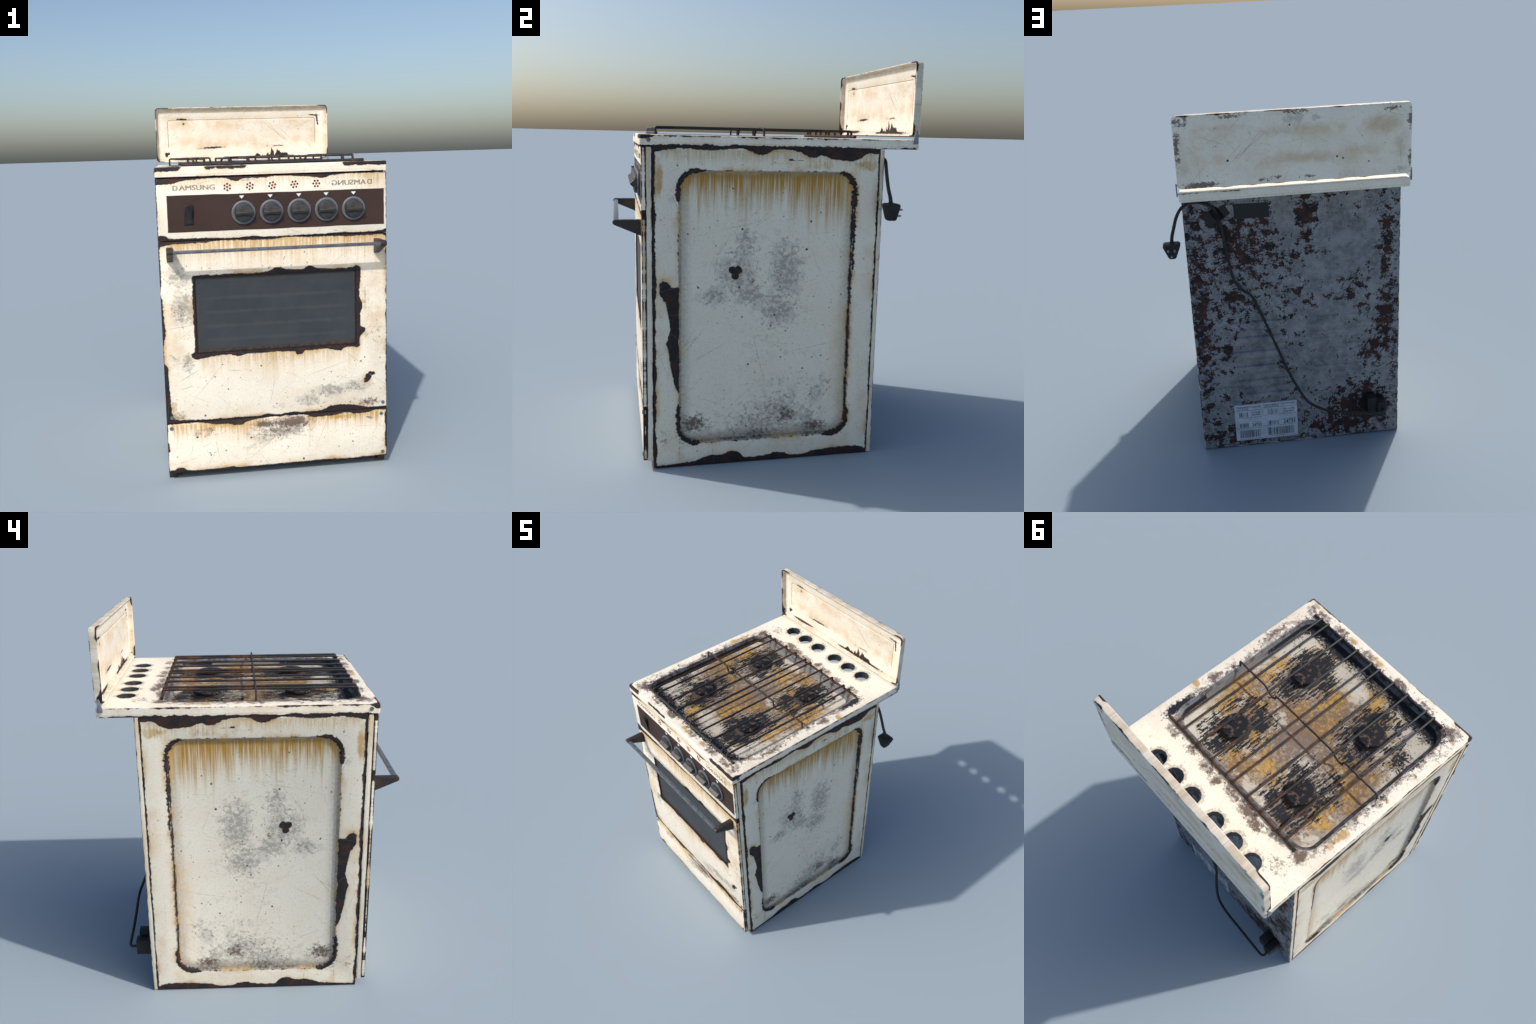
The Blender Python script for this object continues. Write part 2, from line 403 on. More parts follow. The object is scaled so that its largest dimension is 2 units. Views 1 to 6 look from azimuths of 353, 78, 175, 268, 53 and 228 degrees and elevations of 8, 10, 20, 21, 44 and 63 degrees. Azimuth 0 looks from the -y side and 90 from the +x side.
def mat_control():
    b = Mat('enamel_control'); u, v = b.x, b.z
    top = b.curve(u, XL, XR, [(XL, .030), (-.60, .030), (-.52, .016), (-.40, .006), (-.30, .004), (-.235, .022), (-.20, .010), (-.11, .010), (-.04, .004), (.08, .008), (.17, .016), (.20, .022), (.24, .010), (.33, .004), (XR, .003)], .04)
    bot = b.curve(u, XL, XR, [(XL, .024), (-.615, .030), (-.57, .012), (-.45, .012), (-.25, .006), (-.17, .012), (-.1, .005), (.05, .006), (.2, .008), (.26, .011), (.4, .008), (.5, .014), (XR, .022)], .04)
    F = front_base_edges(b, u, v, Z_PANEL, Z_BODY, .004, .003, top, bot, 1.0)
    return enamel(b, u, v, F, seed=11.0, base=WARM, edge_amp=0.006, edge_scale=40, halo=.35, dot_amt=.35, scr=1.1,
        streaks=[(-.62, .52, Z_BODY, .14, .42), (.40, .53, Z_BODY, .20, .5)],
        peach=[(-.3, 1.54, .5, .05, .7), (.45, 1.53, .15, .07, .8)], grey=[(-.6, 1.27, .1, .025, .8), (-.19, 1.55, .09, .02, .7)],
        extra=[((-.40, 1.56), (-.44, 1.48), .0014), ((.21, 1.50), (.30, 1.56), .0013), ((.0, 1.30), (.10, 1.27), .0012), ((.24, 1.285), (.28, 1.275), .0022)])


def mat_door():
    b = Mat('enamel_door'); u, v = b.x, b.z
    top = b.curve(u, XL, XR, [(XL, .030), (-.55, .014), (-.4, .012), (-.3, .006), (-.1, .010), (0, .004), (.2, .006), (.4, .010), (.49, .008), (XR, .02)], .04)
    bot = b.curve(u, XL, XR, [(XL, .03), (-.56, .016), (-.42, .010), (-.25, .009), (-.16, .008), (-.11, .018), (-.06, .008), (.03, .016), (.06, .012), (.14, .012), (.20, .022), (.27, .038), (.33, .034), (.40, .018), (.46, .010), (XR, .012)], .05)
    left = b.curve(v, Z_DOOR, Z_PANEL, [(Z_DOOR, .05), (.36, .034), (.40, .026), (.47, .024), (.53, .020), (.60, .022), (.64, .006), (.72, .003), (.80, .016), (.86, .012), (.95, .010), (1.0, .003), (1.1, .008), (1.2, .006), (Z_PANEL, .02)], .06)
    fl = flank(b)
    F = b.mx(b.mn(left, .012) * b.ramp(fl, .0, .001) - fl * 1.5 - (u - XL), b.mn(left, left) - (u - XL) - fl * 9.0, nedge(b, v, .004, .009, 9.0, 4.0) - (XR - u) - fl, top - (Z_PANEL - v), bot - (v - Z_DOOR))
    # bare, rusted margin round the window
    sd = b.rrect(u, v, *WIN, 0.004)
    wt = b.curve(u, WIN[0], WIN[1], [(WIN[0], .010), (-.3, .008), (-.1, .012), (-.04, .030), (.01, .020), (.09, .016), (.12, .032), (.16, .018), (.25, .012), (.34, .014), (WIN[1], .024)], .04) * b.ramp(v, WIN[3] - .02, WIN[3])
    wb = b.curve(u, WIN[0], WIN[1], [(WIN[0], .030), (-.40, .018), (-.30, .012), (-.255, .022), (-.2, .014), (-.05, .012), (.04, .016), (.055, .036), (.085, .030), (.1, .014), (.2, .014), (.28, .026), (.31, .012), (WIN[1], .018)], .04) * b.ramp(v, WIN[2] + .02, WIN[2])
    wr = b.curve(v, WIN[2], WIN[3], [(WIN[2], .018), (.70, .016), (.755, .046), (.77, .024), (.82, .020), (.88, .030), (.95, .016), (1.03, .022), (WIN[3], .024)], .05) * b.ramp(u, WIN[1] - .02, WIN[1])
    F = b.mx(F, b.mx(wt, wb, wr, 0.010) - sd)
    blob = b.mx(b.ell(u, v, .428, .489, .017, .024, -.5), b.ell(u, v, .452, .509, .016, .009, .1), b.ell(u, v, .438, .512, .012, .008, .6), b.ell(u, v, .416, .470, .011, .008, .4), b.ell(u, v, .414, .482, .008, .008))
    F = b.mx(F, blob * 0.018 + (b.noise(b.comb(u, v), 60.0, 3.0) - .5) * b.ramp(blob, -.6, 0.) * .03)
    return enamel(b, u, v, F, seed=23.0, base=WARM, pits=DOOR_PITS, edge_amp=0.0085, edge_scale=34, halo=1.0,
        streaks=[(-.58, .54, Z_PANEL - .004, .15, .72), (-.60, .54, Z_PANEL - .004, .34, .42), (-.47, .40, WIN[2] - .012, .22, .45), (-.2, .15, WIN[2] - .012, .13, .45)],
        peach=[(-.58, .8, .16, .45, 1.1), (.48, .85, .12, .45, 1.2), (0, 1.2, .7, .08, .8), (-.1, .6, .5, .14, .5), (.2, .38, .45, .10, .9), (-.35, .36, .4, .06, .7), (0, 1.12, .6, .08, .6)],
        amber=[(.41, .90, .045, .14, .55), (.42, .73, .05, .07, .6), (-.60, .40, .05, .12, .6)],
        grey=[(-.545, 1.08, .12, .11, 1.0), (-.52, .92, .13, .17, 1.1), (-.55, 1.0, .06, .08, .6), (-.51, .63, .05, .14, .8), (-.58, .66, .06, .05, .8), (.11, .39, .14, .07, .9), (.23, .435, .17, .07, 1.1), (.37, .45, .16, .07, .9), (-.05, .36, .08, .04, .5), (-.56, .36, .08, .04, .5)],
        rust=[(.43, .355, .12, .05, .9), (-.58, .345, .10, .05, .8), (.46, .74, .10, .14, .4), (-.54, .90, .08, .09, .5), (-.52, .63, .06, .12, .6), (.35, .45, .12, .05, .5)],
        extra=[((-.62, .81), (-.46, .83), .0015), ((-.62, .86), (-.5, .86), .001), ((-.57, .53), (-.44, .60), .0018), ((-.56, .49), (-.48, .51), .0016), ((-.5, .42), (-.33, .62), .0013),
               ((-.33, .58), (-.22, .57), .0014), ((-.1, .36), (-.06, .56), .0011), ((.28, .66), (.42, .55), .0012), ((.1, .52), (.35, .60), .0011), ((-.28, .70), (-.2, .64), .0014), ((.08, .72), (.12, .66), .0016), ((.15, .36), (.22, .375), .0018)])


def mat_drawer():
    b = Mat('enamel_drawer'); u, v = b.x, b.z
    top = b.curve(u, XL, XR, [(XL, .006), (-.5, .004), (-.44, .010), (-.36, .022), (-.31, .026), (-.27, .034), (-.23, .022), (-.17, .010), (-.1, .004), (.05, .003), (.11, .012), (.15, .022), (.2, .022), (.27, .016), (.32, .010), (.36, .020), (.43, .018), (.47, .008), (XR, .010)], .04)
    bot = b.curve(u, XL, XR, [(XL, .012), (-.60, .018), (-.585, .026), (-.54, .012), (-.48, .006), (-.38, .006), (-.3, .010), (-.28, .005), (0, .006), (.2, .008), (.3, .004), (XR, .009)], .04)
    right = b.curve(v, Z_DRAWER, Z_DOOR, [(Z_DRAWER, .006), (.08, .003), (.11, .010), (.16, .012), (.20, .008), (.25, .012), (Z_DOOR, .006)], .04)
    left = b.curve(v, Z_DRAWER, Z_DOOR, [(Z_DRAWER, .02), (.07, .002), (.155, .001), (.165, .010), (.20, .009), (.23, .001), (.26, .005), (Z_DOOR, .006)], .04)
    fl = flank(b)
    F = b.mx(left - (u - XL) - fl, right - (XR - u) - fl, top - (Z_DOOR - v), bot - (v - Z_DRAWER))
    return enamel(b, u, v, F, seed=37.0, base=WARM, pits=DRAWER_PITS, edge_amp=0.0065, edge_scale=34, halo=1.2,
        streaks=[(-.63, -.1, .305, .17, .7), (.08, .53, .305, .14, .85), (-.63, .53, .305, .24, .35)],
        peach=[(-.4, .25, .3, .08, .8), (.3, .26, .3, .07, .8), (-.15, .2, .15, .06, 1.0), (-.58, .08, .12, .05, .9), (-.1, .06, .6, .03, .6)],
        amber=[(.3, .285, .24, .022, .8), (-.45, .285, .10, .02, .6), (-.56, .075, .06, .025, .6), (-.35, .055, .16, .012, .6)],
        grey=[(.0, .255, .22, .10, 1.1), (-.12, .22, .22, .10, .9), (-.2, .16, .10, .05, .6)],
        rust=[(.02, .275, .20, .07, 1.25), (-.13, .275, .12, .05, 1.15), (-.04, .235, .25, .09, .75), (-.45, .25, .2, .08, .5), (-.42, .265, .12, .035, .7), (.44, .262, .05, .03, .8)],
        extra=[((-.62, .085), (-.46, .125), .0014), ((-.52, .12), (-.5, .22), .0012), ((-.37, .1), (-.39, .23), .0012), ((-.03, .22), (.15, .18), .0012), ((.10, .09), (.12, .26), .001), ((.40, .21), (.45, .28), .0012), ((.35, .225), (.45, .22), .0011)])


def mat_cooktop():
    b = Mat('enamel_cooktop'); x, y, z = b.x, b.y, b.z
    bd = b.mn(b.mn(x - XL + .001, XR + .001 - x), b.mn(y - HOB_YF, HOB_YB - y))
    e = b.mx(bd, Z_HOB1 - z)
    topf = b.ramp(z, Z_HOB1 - .004, Z_HOB1 - .001)
    n = b.noise(b.co, 13.0, 5.0, 0.62)
    n2 = b.noise(b.co, 3.4, 1.0)
    w = (n - 0.36) * 0.040 + (n2 - 0.5) * 0.022 - topf * 0.009
    # front lip: bare at both ends and one stretch between
    fr = b.ramp(y, -.55, -.60)
    gaps = b.mx(b.ramp(x, -.47, -.53), b.mn(b.ramp(x, -.42, -.38), b.ramp(x, -.14, -.2)) * .9, b.ramp(x, .27, .32))
    w = w + fr * (gaps * 0.044 - 0.030) - b.ramp(y, .5, .6) * topf * 0.004
    rearf = b.ramp(y, HOB_YB - .02, HOB_YB - .002)
    w = w - b.ramp(y, .70, .725) * (b.ramp(x, .16, .24, .03, .0))
    F = w - e
    low = (b.noise(b.co, 16.0, 4.0, 0.6) - 0.36) * 0.034 - (z - Z_HOB0) - rearf * .02 - fr * .008
    F = b.mx(F, low)
    sdb = b.rrect(x, y, BASIN_C[0] - BASIN_H[0], BASIN_C[0] + BASIN_H[0], BASIN_C[1] - BASIN_H[1], BASIN_C[1] + BASIN_H[1], .085)
    def layer(col, uv):
        t = topf
        fr9 = b.noise(b.co, 30.0, 9.0, 0.72)
        # amber heat stains, ring shaped
        a = b.blobs(x, y, [(.04, -.585, .10, .03, 1.), (-.02, -.58, .06, .03, .8), (.16, -.58, .10, .03, .7), (.52, .214, .05, .05), (.495, .02, .04, .05, .8), (.03, .493, .05, .03), (-.585, .26, .05, .14, 1.), (-.60, -.06, .05, .06, .8), (-.59, -.2, .05, .10, .5), (-.59, -.5, .06, .10, .5), (-.3, -.585, .3, .03, .4), (.48, -.45, .06, .1, .4)])
        an = b.ramp((b.noise(b.co, 15.0, 6.0, .62) - .5) * 8.0 + a * 2.4 - 1.5, -.7, .9) * b.ramp(a, 0., .15)
        col = b.mix(an * .85 * t, col, b.mix(an, (.62, .47, .27), (.50, .30, .08)))
        # brown-grey crust
        g = b.blobs(x, y, [(.48, .12, .06, .10), (.43, .30, .05, .06, .6), (.47, .40, .06, .06, .7), (.36, .48, .09, .04, .8), (.22, .47, .10, .05, .8), (.09, .478, .12, .05, .9), (.013, .487, .06, .05), (-.10, .47, .12, .05, .9), (-.20, .47, .14, .07, 1.05), (-.28, .49, .10, .06, 1.05), (-.38, .46, .12, .05, .9), (-.53, .44, .08, .08, 1.15), (-.50, .55, .10, .08, .6), (-.57, .15, .07, .14, .7), (-.58, -.02, .06, .1, .8), (-.58, -.25, .06, .2, .5), (-.55, -.55, .10, .08, 1.1), (-.60, -.42, .06, .16, .5), (.26, -.575, .09, .05, 1.0), (.06, -.575, .1, .04, .8), (-.18, -.57, .09, .045, 1.1), (-.36, -.57, .14, .04, .8), (.40, -.57, .12, .05, .9), (.49, -.3, .06, .25, .75), (.47, -.56, .08, .07, .8)])
        g = b.mx(g, b.ramp(sdb, .075, .0) * .62)
        col = b.mix(b.frac(b.co, g, 24.0, 9.0, .74, 1.7, 2.3, .25) * .62 * t, col, (.24, .20, .17))
        col = b.mix(b.frac(b.co, g, 42.0, 9.0, .76, 2.1, 2.3, .25) * .85 * t, col, (.105, .062, .042))
        # sooty rings round the vents
        rings = None
        for vx in VENTS:
            dx, dy = x - vx, y - VENT_Y
            r = b.m('SQRT', dx * dx + dy * dy)
            rg = b.ramp(r, VENT_R + .034, VENT_R - .004)
            rings = rg if rings is None else b.mx(rings, rg)
        col = b.mix(b.frac(b.co, rings, 55.0, 8.0, .76, 1.7, 2.0, .4) * .50 * t, col, (.17, .145, .12))
        # black soot crowding the basin edge
        so = b.blobs(x, y, [(.46, .36, .045, .17, 1.3), (.44, .22, .03, .2, .8), (-.545, -.30, .04, .25, 1.1), (-.50, -.50, .10, .09, 1.2), (-.57, .0, .02, .2, .5), (-.25, -.545, .3, .025, 1.), (.1, -.545, .35, .022, 1.), (.45, .43, .03, .05, 1.), (-.555, .2, .02, .2, .5)])
        sk = (b.noise(b.comb(x, y * .2), 70.0, 4.0, .6) - .5) * 4.0 + (b.noise(b.co, 105.0, 4.0, .66) - .5) * 9.0
        col = b.mix(b.ramp(sk + so * 2.8 - 1.45, -.2, .2) * t * b.ramp(so, .0, .12), col, SOOT)
        hair = b.ramp(sdb, .010, .002) * t * .5
        return b.mix(hair * b.ramp(fr9, .4, .6), col, (.12, .09, .07))
    # flat panels use their own pair of coordinates
    nx, ny, nz = b.sep(b.nrm)
    sidef = b.ramp(b.ab(nx), .5, .6); frontf = b.ramp(b.ab(ny), .5, .6)
    u = b.ramp(sidef, 0, 1, x, y, smooth=False)
    v = b.ramp(b.mx(sidef, frontf), 0, 1, y, z, smooth=False)
    return enamel(b, u, v, F, seed=51.0, base=WARM, edge_amp=0.0050, edge_scale=40, halo=.45, dot_amt=.5, scr=.9, extra_layers=layer,
                  streaks=[(-2, 2, 1.590, .03, .25)])


def mat_tray():
    b = Mat('enamel_hob_tray'); x, y, z = b.x, b.y, b.z
    co = b.co
    streak = b.comb(x, y * 0.14, 0.0)
    n5 = b.noise(co, 6.0, 6.0, .62); fr9 = b.noise(co, 24.0, 9.0, .72); fin = b.noise(co, 70.0, 7.0, .7)
    clump = b.noise(co, 105.0, 4.0, .66)
    col = b.mix(b.ramp(n5, .3, .7, 0, .5), (.64, .585, .485), (.42, .36, .28))
    g = b.blobs(x, y, [(-.05, .0, .60, .42, 1.0), (-.35, .35, .25, .2, .9), (.0, .35, .35, .18, .8), (.3, 0, .22, .35, .7), (-.45, 0, .14, .5, .8), (-.1, -.25, .3, .25, .8), (-.33, -.1, .2, .2, 1.0)])
    k = b.frac(co, g, 13.0, 10.0, .74, 1.2, 2.2, .4)
    col = b.mix(k * .80, col, (.29, .232, .182))
    a = b.blobs(x, y, [(.33, -.22, .10, .12), (.32, -.11, .12, .11), (.345, .136, .13, .20), (.377, 0, .11, .14), (.20, .06, .17, .17, .9), (.07, -.10, .14, .14), (-.02, -.25, .17, .20), (.02, .33, .17, .14), (-.08, .24, .19, .16), (-.44, .04, .17, .20), (-.42, .22, .15, .22, 1.), (-.16, -.44, .14, .10), (-.07, -.12, .20, .20, .9), (-.22, -.36, .22, .16, .9), (-.45, -.15, .12, .25, .7), (-.3, -.05, .25, .15, .8), (.22, -.38, .18, .14, .8), (.1, .15, .2, .2, .7), (-.3, .40, .2, .06, .7)])
    m1 = b.ramp((b.noise(co, 11.0, 8.0, .64) - .5) * 8.5 + a * 2.4 - 1.25, -.9, .9) * b.ramp(a, 0, .15)
    col = b.mix(m1 * .85, col, b.mix(b.ramp(b.noise(co, 30.0, 6.0, .7), .38, .62), (.23, .135, .055), (.43, .265, .085)))
    m2 = b.frac(co, a, 16.0, 9.0, .68, 2.2, 2.0, 1.0)
    col = b.mix(m2 * .85, col, (.55, .315, .055))
    col = b.mix(b.frac(co, g, 46.0, 9.0, .76, 1.65, 2.0, .4) * .75, col, (.150, .100, .070))
    wh = b.blobs(x, y, [(-.07, -.38, .16, .12), (.36, -.42, .10, .10), (.40, .33, .08, .16), (-.44, -.47, .16, .10), (-.10, .37, .20, .08, .9), (-.2, .10, .16, .18, .9), (.09, .03, .14, .14, .8), (.2, .33, .1, .1), (-.4, .3, .15, .15, .6), (.3, -.3, .1, .1, .6)])
    col = b.mix(b.frac(co, wh, 22.0, 9.0, .74, 1.9, 2.0, .3) * .65, col, (.66, .61, .51))
    # scorched streaks trailing fore and aft of each burner
    st = b.noise(streak, 95.0, 4.0, .60)
    soot = None
    for bx, by in BURNERS:
        f = b.ramp(b.rad(x, y, bx, by, .215, .285), 1.0, .25)
        soot = f if soot is None else b.mx(soot, f)
    patch = b.noise(co, 7.0, 4.0, .55)
    k = b.ramp((st - .5) * 15.0 + (clump - .5) * 8.0 + (patch - .5) * 8.5 + b.mn(soot, .62) * 3.9 - 2.0, -.15, .25) * b.ramp(soot, .0, .10)
    fro = b.mx(b.ramp(y, -.40, -.49), b.ramp(b.rad(x, y, .40, -.38, .12, .22), 1., 0.) * .8, b.ramp(b.rad(x, y, -.45, -.26, .12, .14), 1., 0.) * .8, b.ramp(b.rad(x, y, -.49, -.46, .10, .12), 1., .0) * .9)
    k = b.mx(k, b.ramp((clump - .5) * 10.0 + (patch - .5) * 7.0 + fro * 2.6 - 1.9, -.15, .2) * b.ramp(fro, .0, .12))
    haze = b.ramp(b.mx(soot, fro) * 1.5 + (fin - .5) * 4.0 + (patch - .5) * 3.0, .55, 1.5)
    col = b.mix(haze * .62, col, (.120, .080, .050))
    col = b.mix(k, col, SOOT)
    # walls and chamfer: bare steel aft / right, rusty brown left, soot in front
    nx, ny, nz = b.sep(b.nrm)
    wall = b.ramp(nz, .92, .8)
    wcol = b.mix(b.ramp(n5, .3, .7), (.15, .145, .14), (.24, .23, .215))
    leftw = b.ramp(x, -.42, -.50)
    wcol = b.mix(leftw, wcol, b.mix(b.ramp(fr9, .4, .6), (.075, .040, .022), (.03, .018, .014)))
    frontw = b.mx(b.ramp(y, -.40, -.47), b.ramp(y, -.1, -.3) * b.ramp(x, .3, .4) * .8, b.ramp(b.ell(x, y, .44, .33, .06, .16), 0, .5))
    wcol = b.mix(b.ramp(frontw + (b.noise(b.comb(x, y, z * .2), 55.0, 4.0, .6) - .5) * 1.2, .4, .5), wcol, SOOT)
    cham = b.ramp(z, 1.6105, 1.6118)
    wcol = b.mix(cham * .92, wcol, b.mix(b.ramp(fr9, .47, .56), STEELB, (.055, .036, .028)))
    col = b.mix(wall, col, wcol)
    b.bump(k * .4 + fin * .2, .0015, .5)
    return b.finish(col, b.ramp(k, 0, 1, .5, .8), 0.0, .35)


def mat_lid():
    b = Mat('enamel_lid'); x, y, z = b.x, b.y, b.z
    x0, x1, z0, z1 = -.638, .534, 1.642, 1.993
    inner = b.ramp(y, .7345, .7335)          # 1 on the dished front, 0 on the back
    back = 1.0 - inner
    # bare front rim
    e = b.ab(y - .700)
    bd = b.mn(b.mn(x - x0, x1 - x), b.mn(z - z0, z1 - z))
    cn = b.mx(b.ell(x, z, x0, z1, .10, .06), b.ell(x, z, x1, z1, .07, .06), b.ell(x, z, x1, z0, .05, .07), b.ell(x, z, x0, z0, .06, .05))
    n = b.noise(b.co, 14.0, 5.0, .6)
    n2 = b.noise(b.co, 9.0, 1.0)
    lside = b.ramp(x, -.60, -.63)
    F = b.ramp(cn, 0, .4) * .012 + (n - .5) * .020 + lside * (n2 - .40) * .05 - .0025 - e
    F = b.mx(F, (b.noise(b.co, 14.0, 4.0) - .66) * .03 - b.mn(b.ab(y - .738) + bd, .02) * 1.0)
    # named chips of the dished face
    fld = None
    for (cu, cv, ru, rv, rot) in [(-.455, 1.924, .040, .0055, -.04), (.445, 1.935, .03, .0045, -.08), (.468, 1.905, .0055, .035, .15), (-.255, 1.731, .075, .0055, 0.03),
                                  (-.42, 1.660, .10, .008, 0.02), (.16, 1.657, .19, .006, .0), (-.572, 1.690, .011, .016, 0.), (-.558, 1.697, .009, .009, 0),
                                  (-.45, 1.893, .007, .006, 0.), (.17, 1.733, .016, .003, .1), (.21, 1.733, .012, .003, -.1), (.12, 1.733, .007, .003, 0)]:
        q = b.ell(x, z, cu, cv, ru, rv, rot) * min(ru, rv)
        fld = q if fld is None else b.mx(fld, q)
    tooth = b.mx(b.noise(b.comb(x + .4, z * .1), 26.0, 5.0, .64) - .40, 0.0) * b.ramp(b.ab(x - .15), .18, .03) * .20
    fld = b.mx(fld, b.mn(tooth + .003 - (z - 1.656), z - 1.651, (.19 - b.ab(x - .15)) * .1))
    jag = (b.noise(b.comb(x, z), 60.0, 4.0, .6) - .5) * .012
    F = b.mx(F, b.mn(fld + jag, (inner - .5) * .02))
    groove = b.ramp(b.ab(b.rrect(x, z, -.557, .452, 1.70, 1.918, .014)), .0026, .0008) * b.ramp(z, 1.725, 1.75) * inner * b.ramp(y, .724, .726)
    panel = b.rrect(x, z, -.557, .452, 1.735, 1.918, .05)
    rim_shade = b.ramp(bd, .040, .006) * inner * b.ramp(y, .701, .706)  # brownish corner shade painted into the colour inside the rim
    ring = b.ramp(b.ab(panel + .03), .07, .0)
    def layer(col, uv):
        col = b.mix(rim_shade * b.ramp(b.noise(uv, 14.0, 6.0, .66), .34, .62, .15, .55), col, (.40, .29, .17))
        k = ring * b.ramp(b.noise(uv, 10.0, 7.0, .66), .38, .66)
        col = b.mix(k * b.ramp(inner, 0, 1, .40, .55), col, (.72, .47, .23))
        am = b.blobs(x, z, [(-.47, 1.90, .10, .05, .6), (-.25, 1.75, .12, .04, .6), (-.50, 1.76, .10, .05, .3), (.44, 1.80, .07, .12, .4)]) * inner
        am = b.mx(am, b.blobs(x, z, [(-.50, 1.90, .18, .09, .75), (-.36, 1.78, .16, .07, .5), (0, 1.90, .5, .06, .55), (.50, 1.85, .06, .2, .5), (.3, 1.93, .3, .04, .5), (-.1, 1.76, .45, .06, .6), (-.58, 1.80, .08, .16, .6), (.5, 1.75, .1, .1, .5)]) * back)
        col = b.mix(b.ramp(am + (b.noise(uv, 16.0, 7.0, .68) - .5) * 1.3, .15, .95) * .55, col, (.48, .31, .11))
        # speckled rust low on the back and along its edges
        sp = b.blobs(x, z, [(.42, 1.655, .15, .035, 1.2), (.1, 1.664, .07, .02, .9), (.04, 1.675, .05, .018, .9), (-.11, 1.668, .07, .02, .8), (-.05, 1.99, .14, .03, .8), (.25, 1.985, .12, .02, .9), (.50, 1.97, .08, .05, .8), (.52, 1.85, .03, .16, 1.0), (-.63, 1.92, .03, .08, 1.1), (-.63, 1.73, .03, .07, .9), (-.55, 1.975, .1, .03, .7)]) * back
        k = b.frac(uv, sp, 48.0, 9.0, .76, 1.7, 2.0, .3)
        col = b.mix(k * .85, col, (.085, .055, .035))
        gy = b.blobs(x, z, [(-.05, 1.96, .12, .05, 1.), (-.18, 1.95, .12, .03, .6), (-.58, 1.67, .08, .03, .8)]) * back
        col = b.mix(b.frac(uv, gy, 22.0, 9.0, .74, 1.6, 2.0, .4) * .5, col, GREYST)
        for (cu, cv, r) in [(-.03, 1.925, .0055), (.28, 1.77, .007), (-.29, 1.745, .006), (-.26, 1.755, .0065), (-.42, 1.72, .005)]:
            dd = b.m('SQRT', (x - cu) * (x - cu) + (z - cv) * (z - cv))
            col = b.mix(b.ramp(dd, r, r * .7) * back, col, (.02, .02, .02))
        return b.mix(groove * .85, col, (.13, .09, .06))
    return enamel(b, x, z, F, seed=67.0, base=WARM, edge_amp=0.0022, edge_scale=60, halo=.25, dot_amt=.55, scr=1.15, extra_layers=layer,
        extra=[((.06, 1.92), (.34, 1.70), .0012), ((.13, 1.88), (.26, 1.74), .0014), ((.18, 1.88), (.31, 1.75), .0011), ((.10, 1.92), (.22, 1.79), .001), ((.27, 1.84), (.42, 1.90), .0011),
               ((.20, 1.83), (.26, 1.76), .0016), ((-.34, 1.92), (-.42, 1.80), .0009), ((-.1, 1.92), (-.07, 1.75), .0009), ((-.62, 1.93), (-.50, 1.96), .0011), ((-.22, 1.83), (-.17, 1.85), .001)])


def mat_backsheet():
    b = Mat('galvanised_sheet'); x, z = b.x, b.z
    uv = b.comb(x, z)
    cl = b.noise(uv, 9.0, 6.0, .65); cl2 = b.noise(uv, 30.0, 5.0, .6); fine = b.noise(uv, 95.0, 6.0, .68)
    col = b.mix(b.ramp(cl, .32, .70), (.100, .106, .115), (.29, .292, .296))
    col = b.mix(b.ramp(cl2, .45, .70, 0, .45), col, (.31, .312, .315))
    # clean areas: smooth wipes where no rust took hold
    clean = b.blobs(x, z, [(-.35, 1.25, .24, .34, 1.4), (.0, 1.36, .09, .30, 1.3), (-.2, 1.05, .35, .22, 1.2), (-.25, .75, .32, .30, 1.3), (.18, .62, .22, .28, 1.3), (.17, .45, .24, .2, 1.3), (-.2, .50, .30, .26, 1.1), (-.45, .95, .16, .18, .8), (.35, .45, .14, .1, .7)])
    dirty = b.blobs(x, z, [(-.36, .98, .22, .18, .75), (-.05, 1.0, .2, .15, .6), (-.48, .6, .14, .2, .8), (.1, 1.3, .2, .2, .7), (.30, 1.30, .16, .24, 1.0), (.22, 1.20, .2, .2, .7), (-.12, 1.42, .10, .2, 1.0), (-.56, .80, .10, .4, 1.0), (-.56, 1.25, .07, .3, .9), (.48, .9, .1, .9, .85), (-.40, .20, .30, .24, 1.1), (-.3, .10, .3, .12, 1.0), (.30, .08, .35, .1, .8), (.3, .95, .16, .22, .6), (-.12, .88, .06, .1, .7), (-.4, .82, .08, .1, .6), (.05, .52, .06, .08, .7), (.35, .62, .06, .1, 1.0), (0., 1.20, .3, .12, .6), (.40, 1.45, .2, .12, .7)])
    fld = (dirty - clean * .62) * 1.0
    rust = b.noise(uv, 19.0, 11.0, .74)
    k = b.ramp((rust - .5) * 11.0 + fld * 1.3 - .45 + (fine - .5) * 3.0, -.12, .2)
    rc = b.mix(b.ramp(b.noise(uv, 14.0, 5.0, .6), .35, .65), (.018, .012, .012), (.060, .024, .019))
    pale = b.ramp((rust - .5) * 9.0 + fld * 1.6 + .4, -.6, .6) * .55
    col = b.mix(pale, col, b.mix(b.ramp(cl2, .3, .7), (.235, .245, .262), (.34, .35, .365)))
    sp = b.ramp((b.noise(uv, 75.0, 8.0, .76) - .5) * 9.0 + fld * .9 - .75, -.2, .3)
    col = b.mix(sp * .8, col, (.045, .040, .045))
    col = b.mix(k, col, rc)
    sc = scratches(b, uv, 5.0, .55)
    col = b.mix(sc * .6, col, (.36, .38, .40))
    b.bump(k * .5 + fine * .15, .001, .5)
    return b.finish(col, b.ramp(k, 0, 1, .55, .85), 0.0, .35)


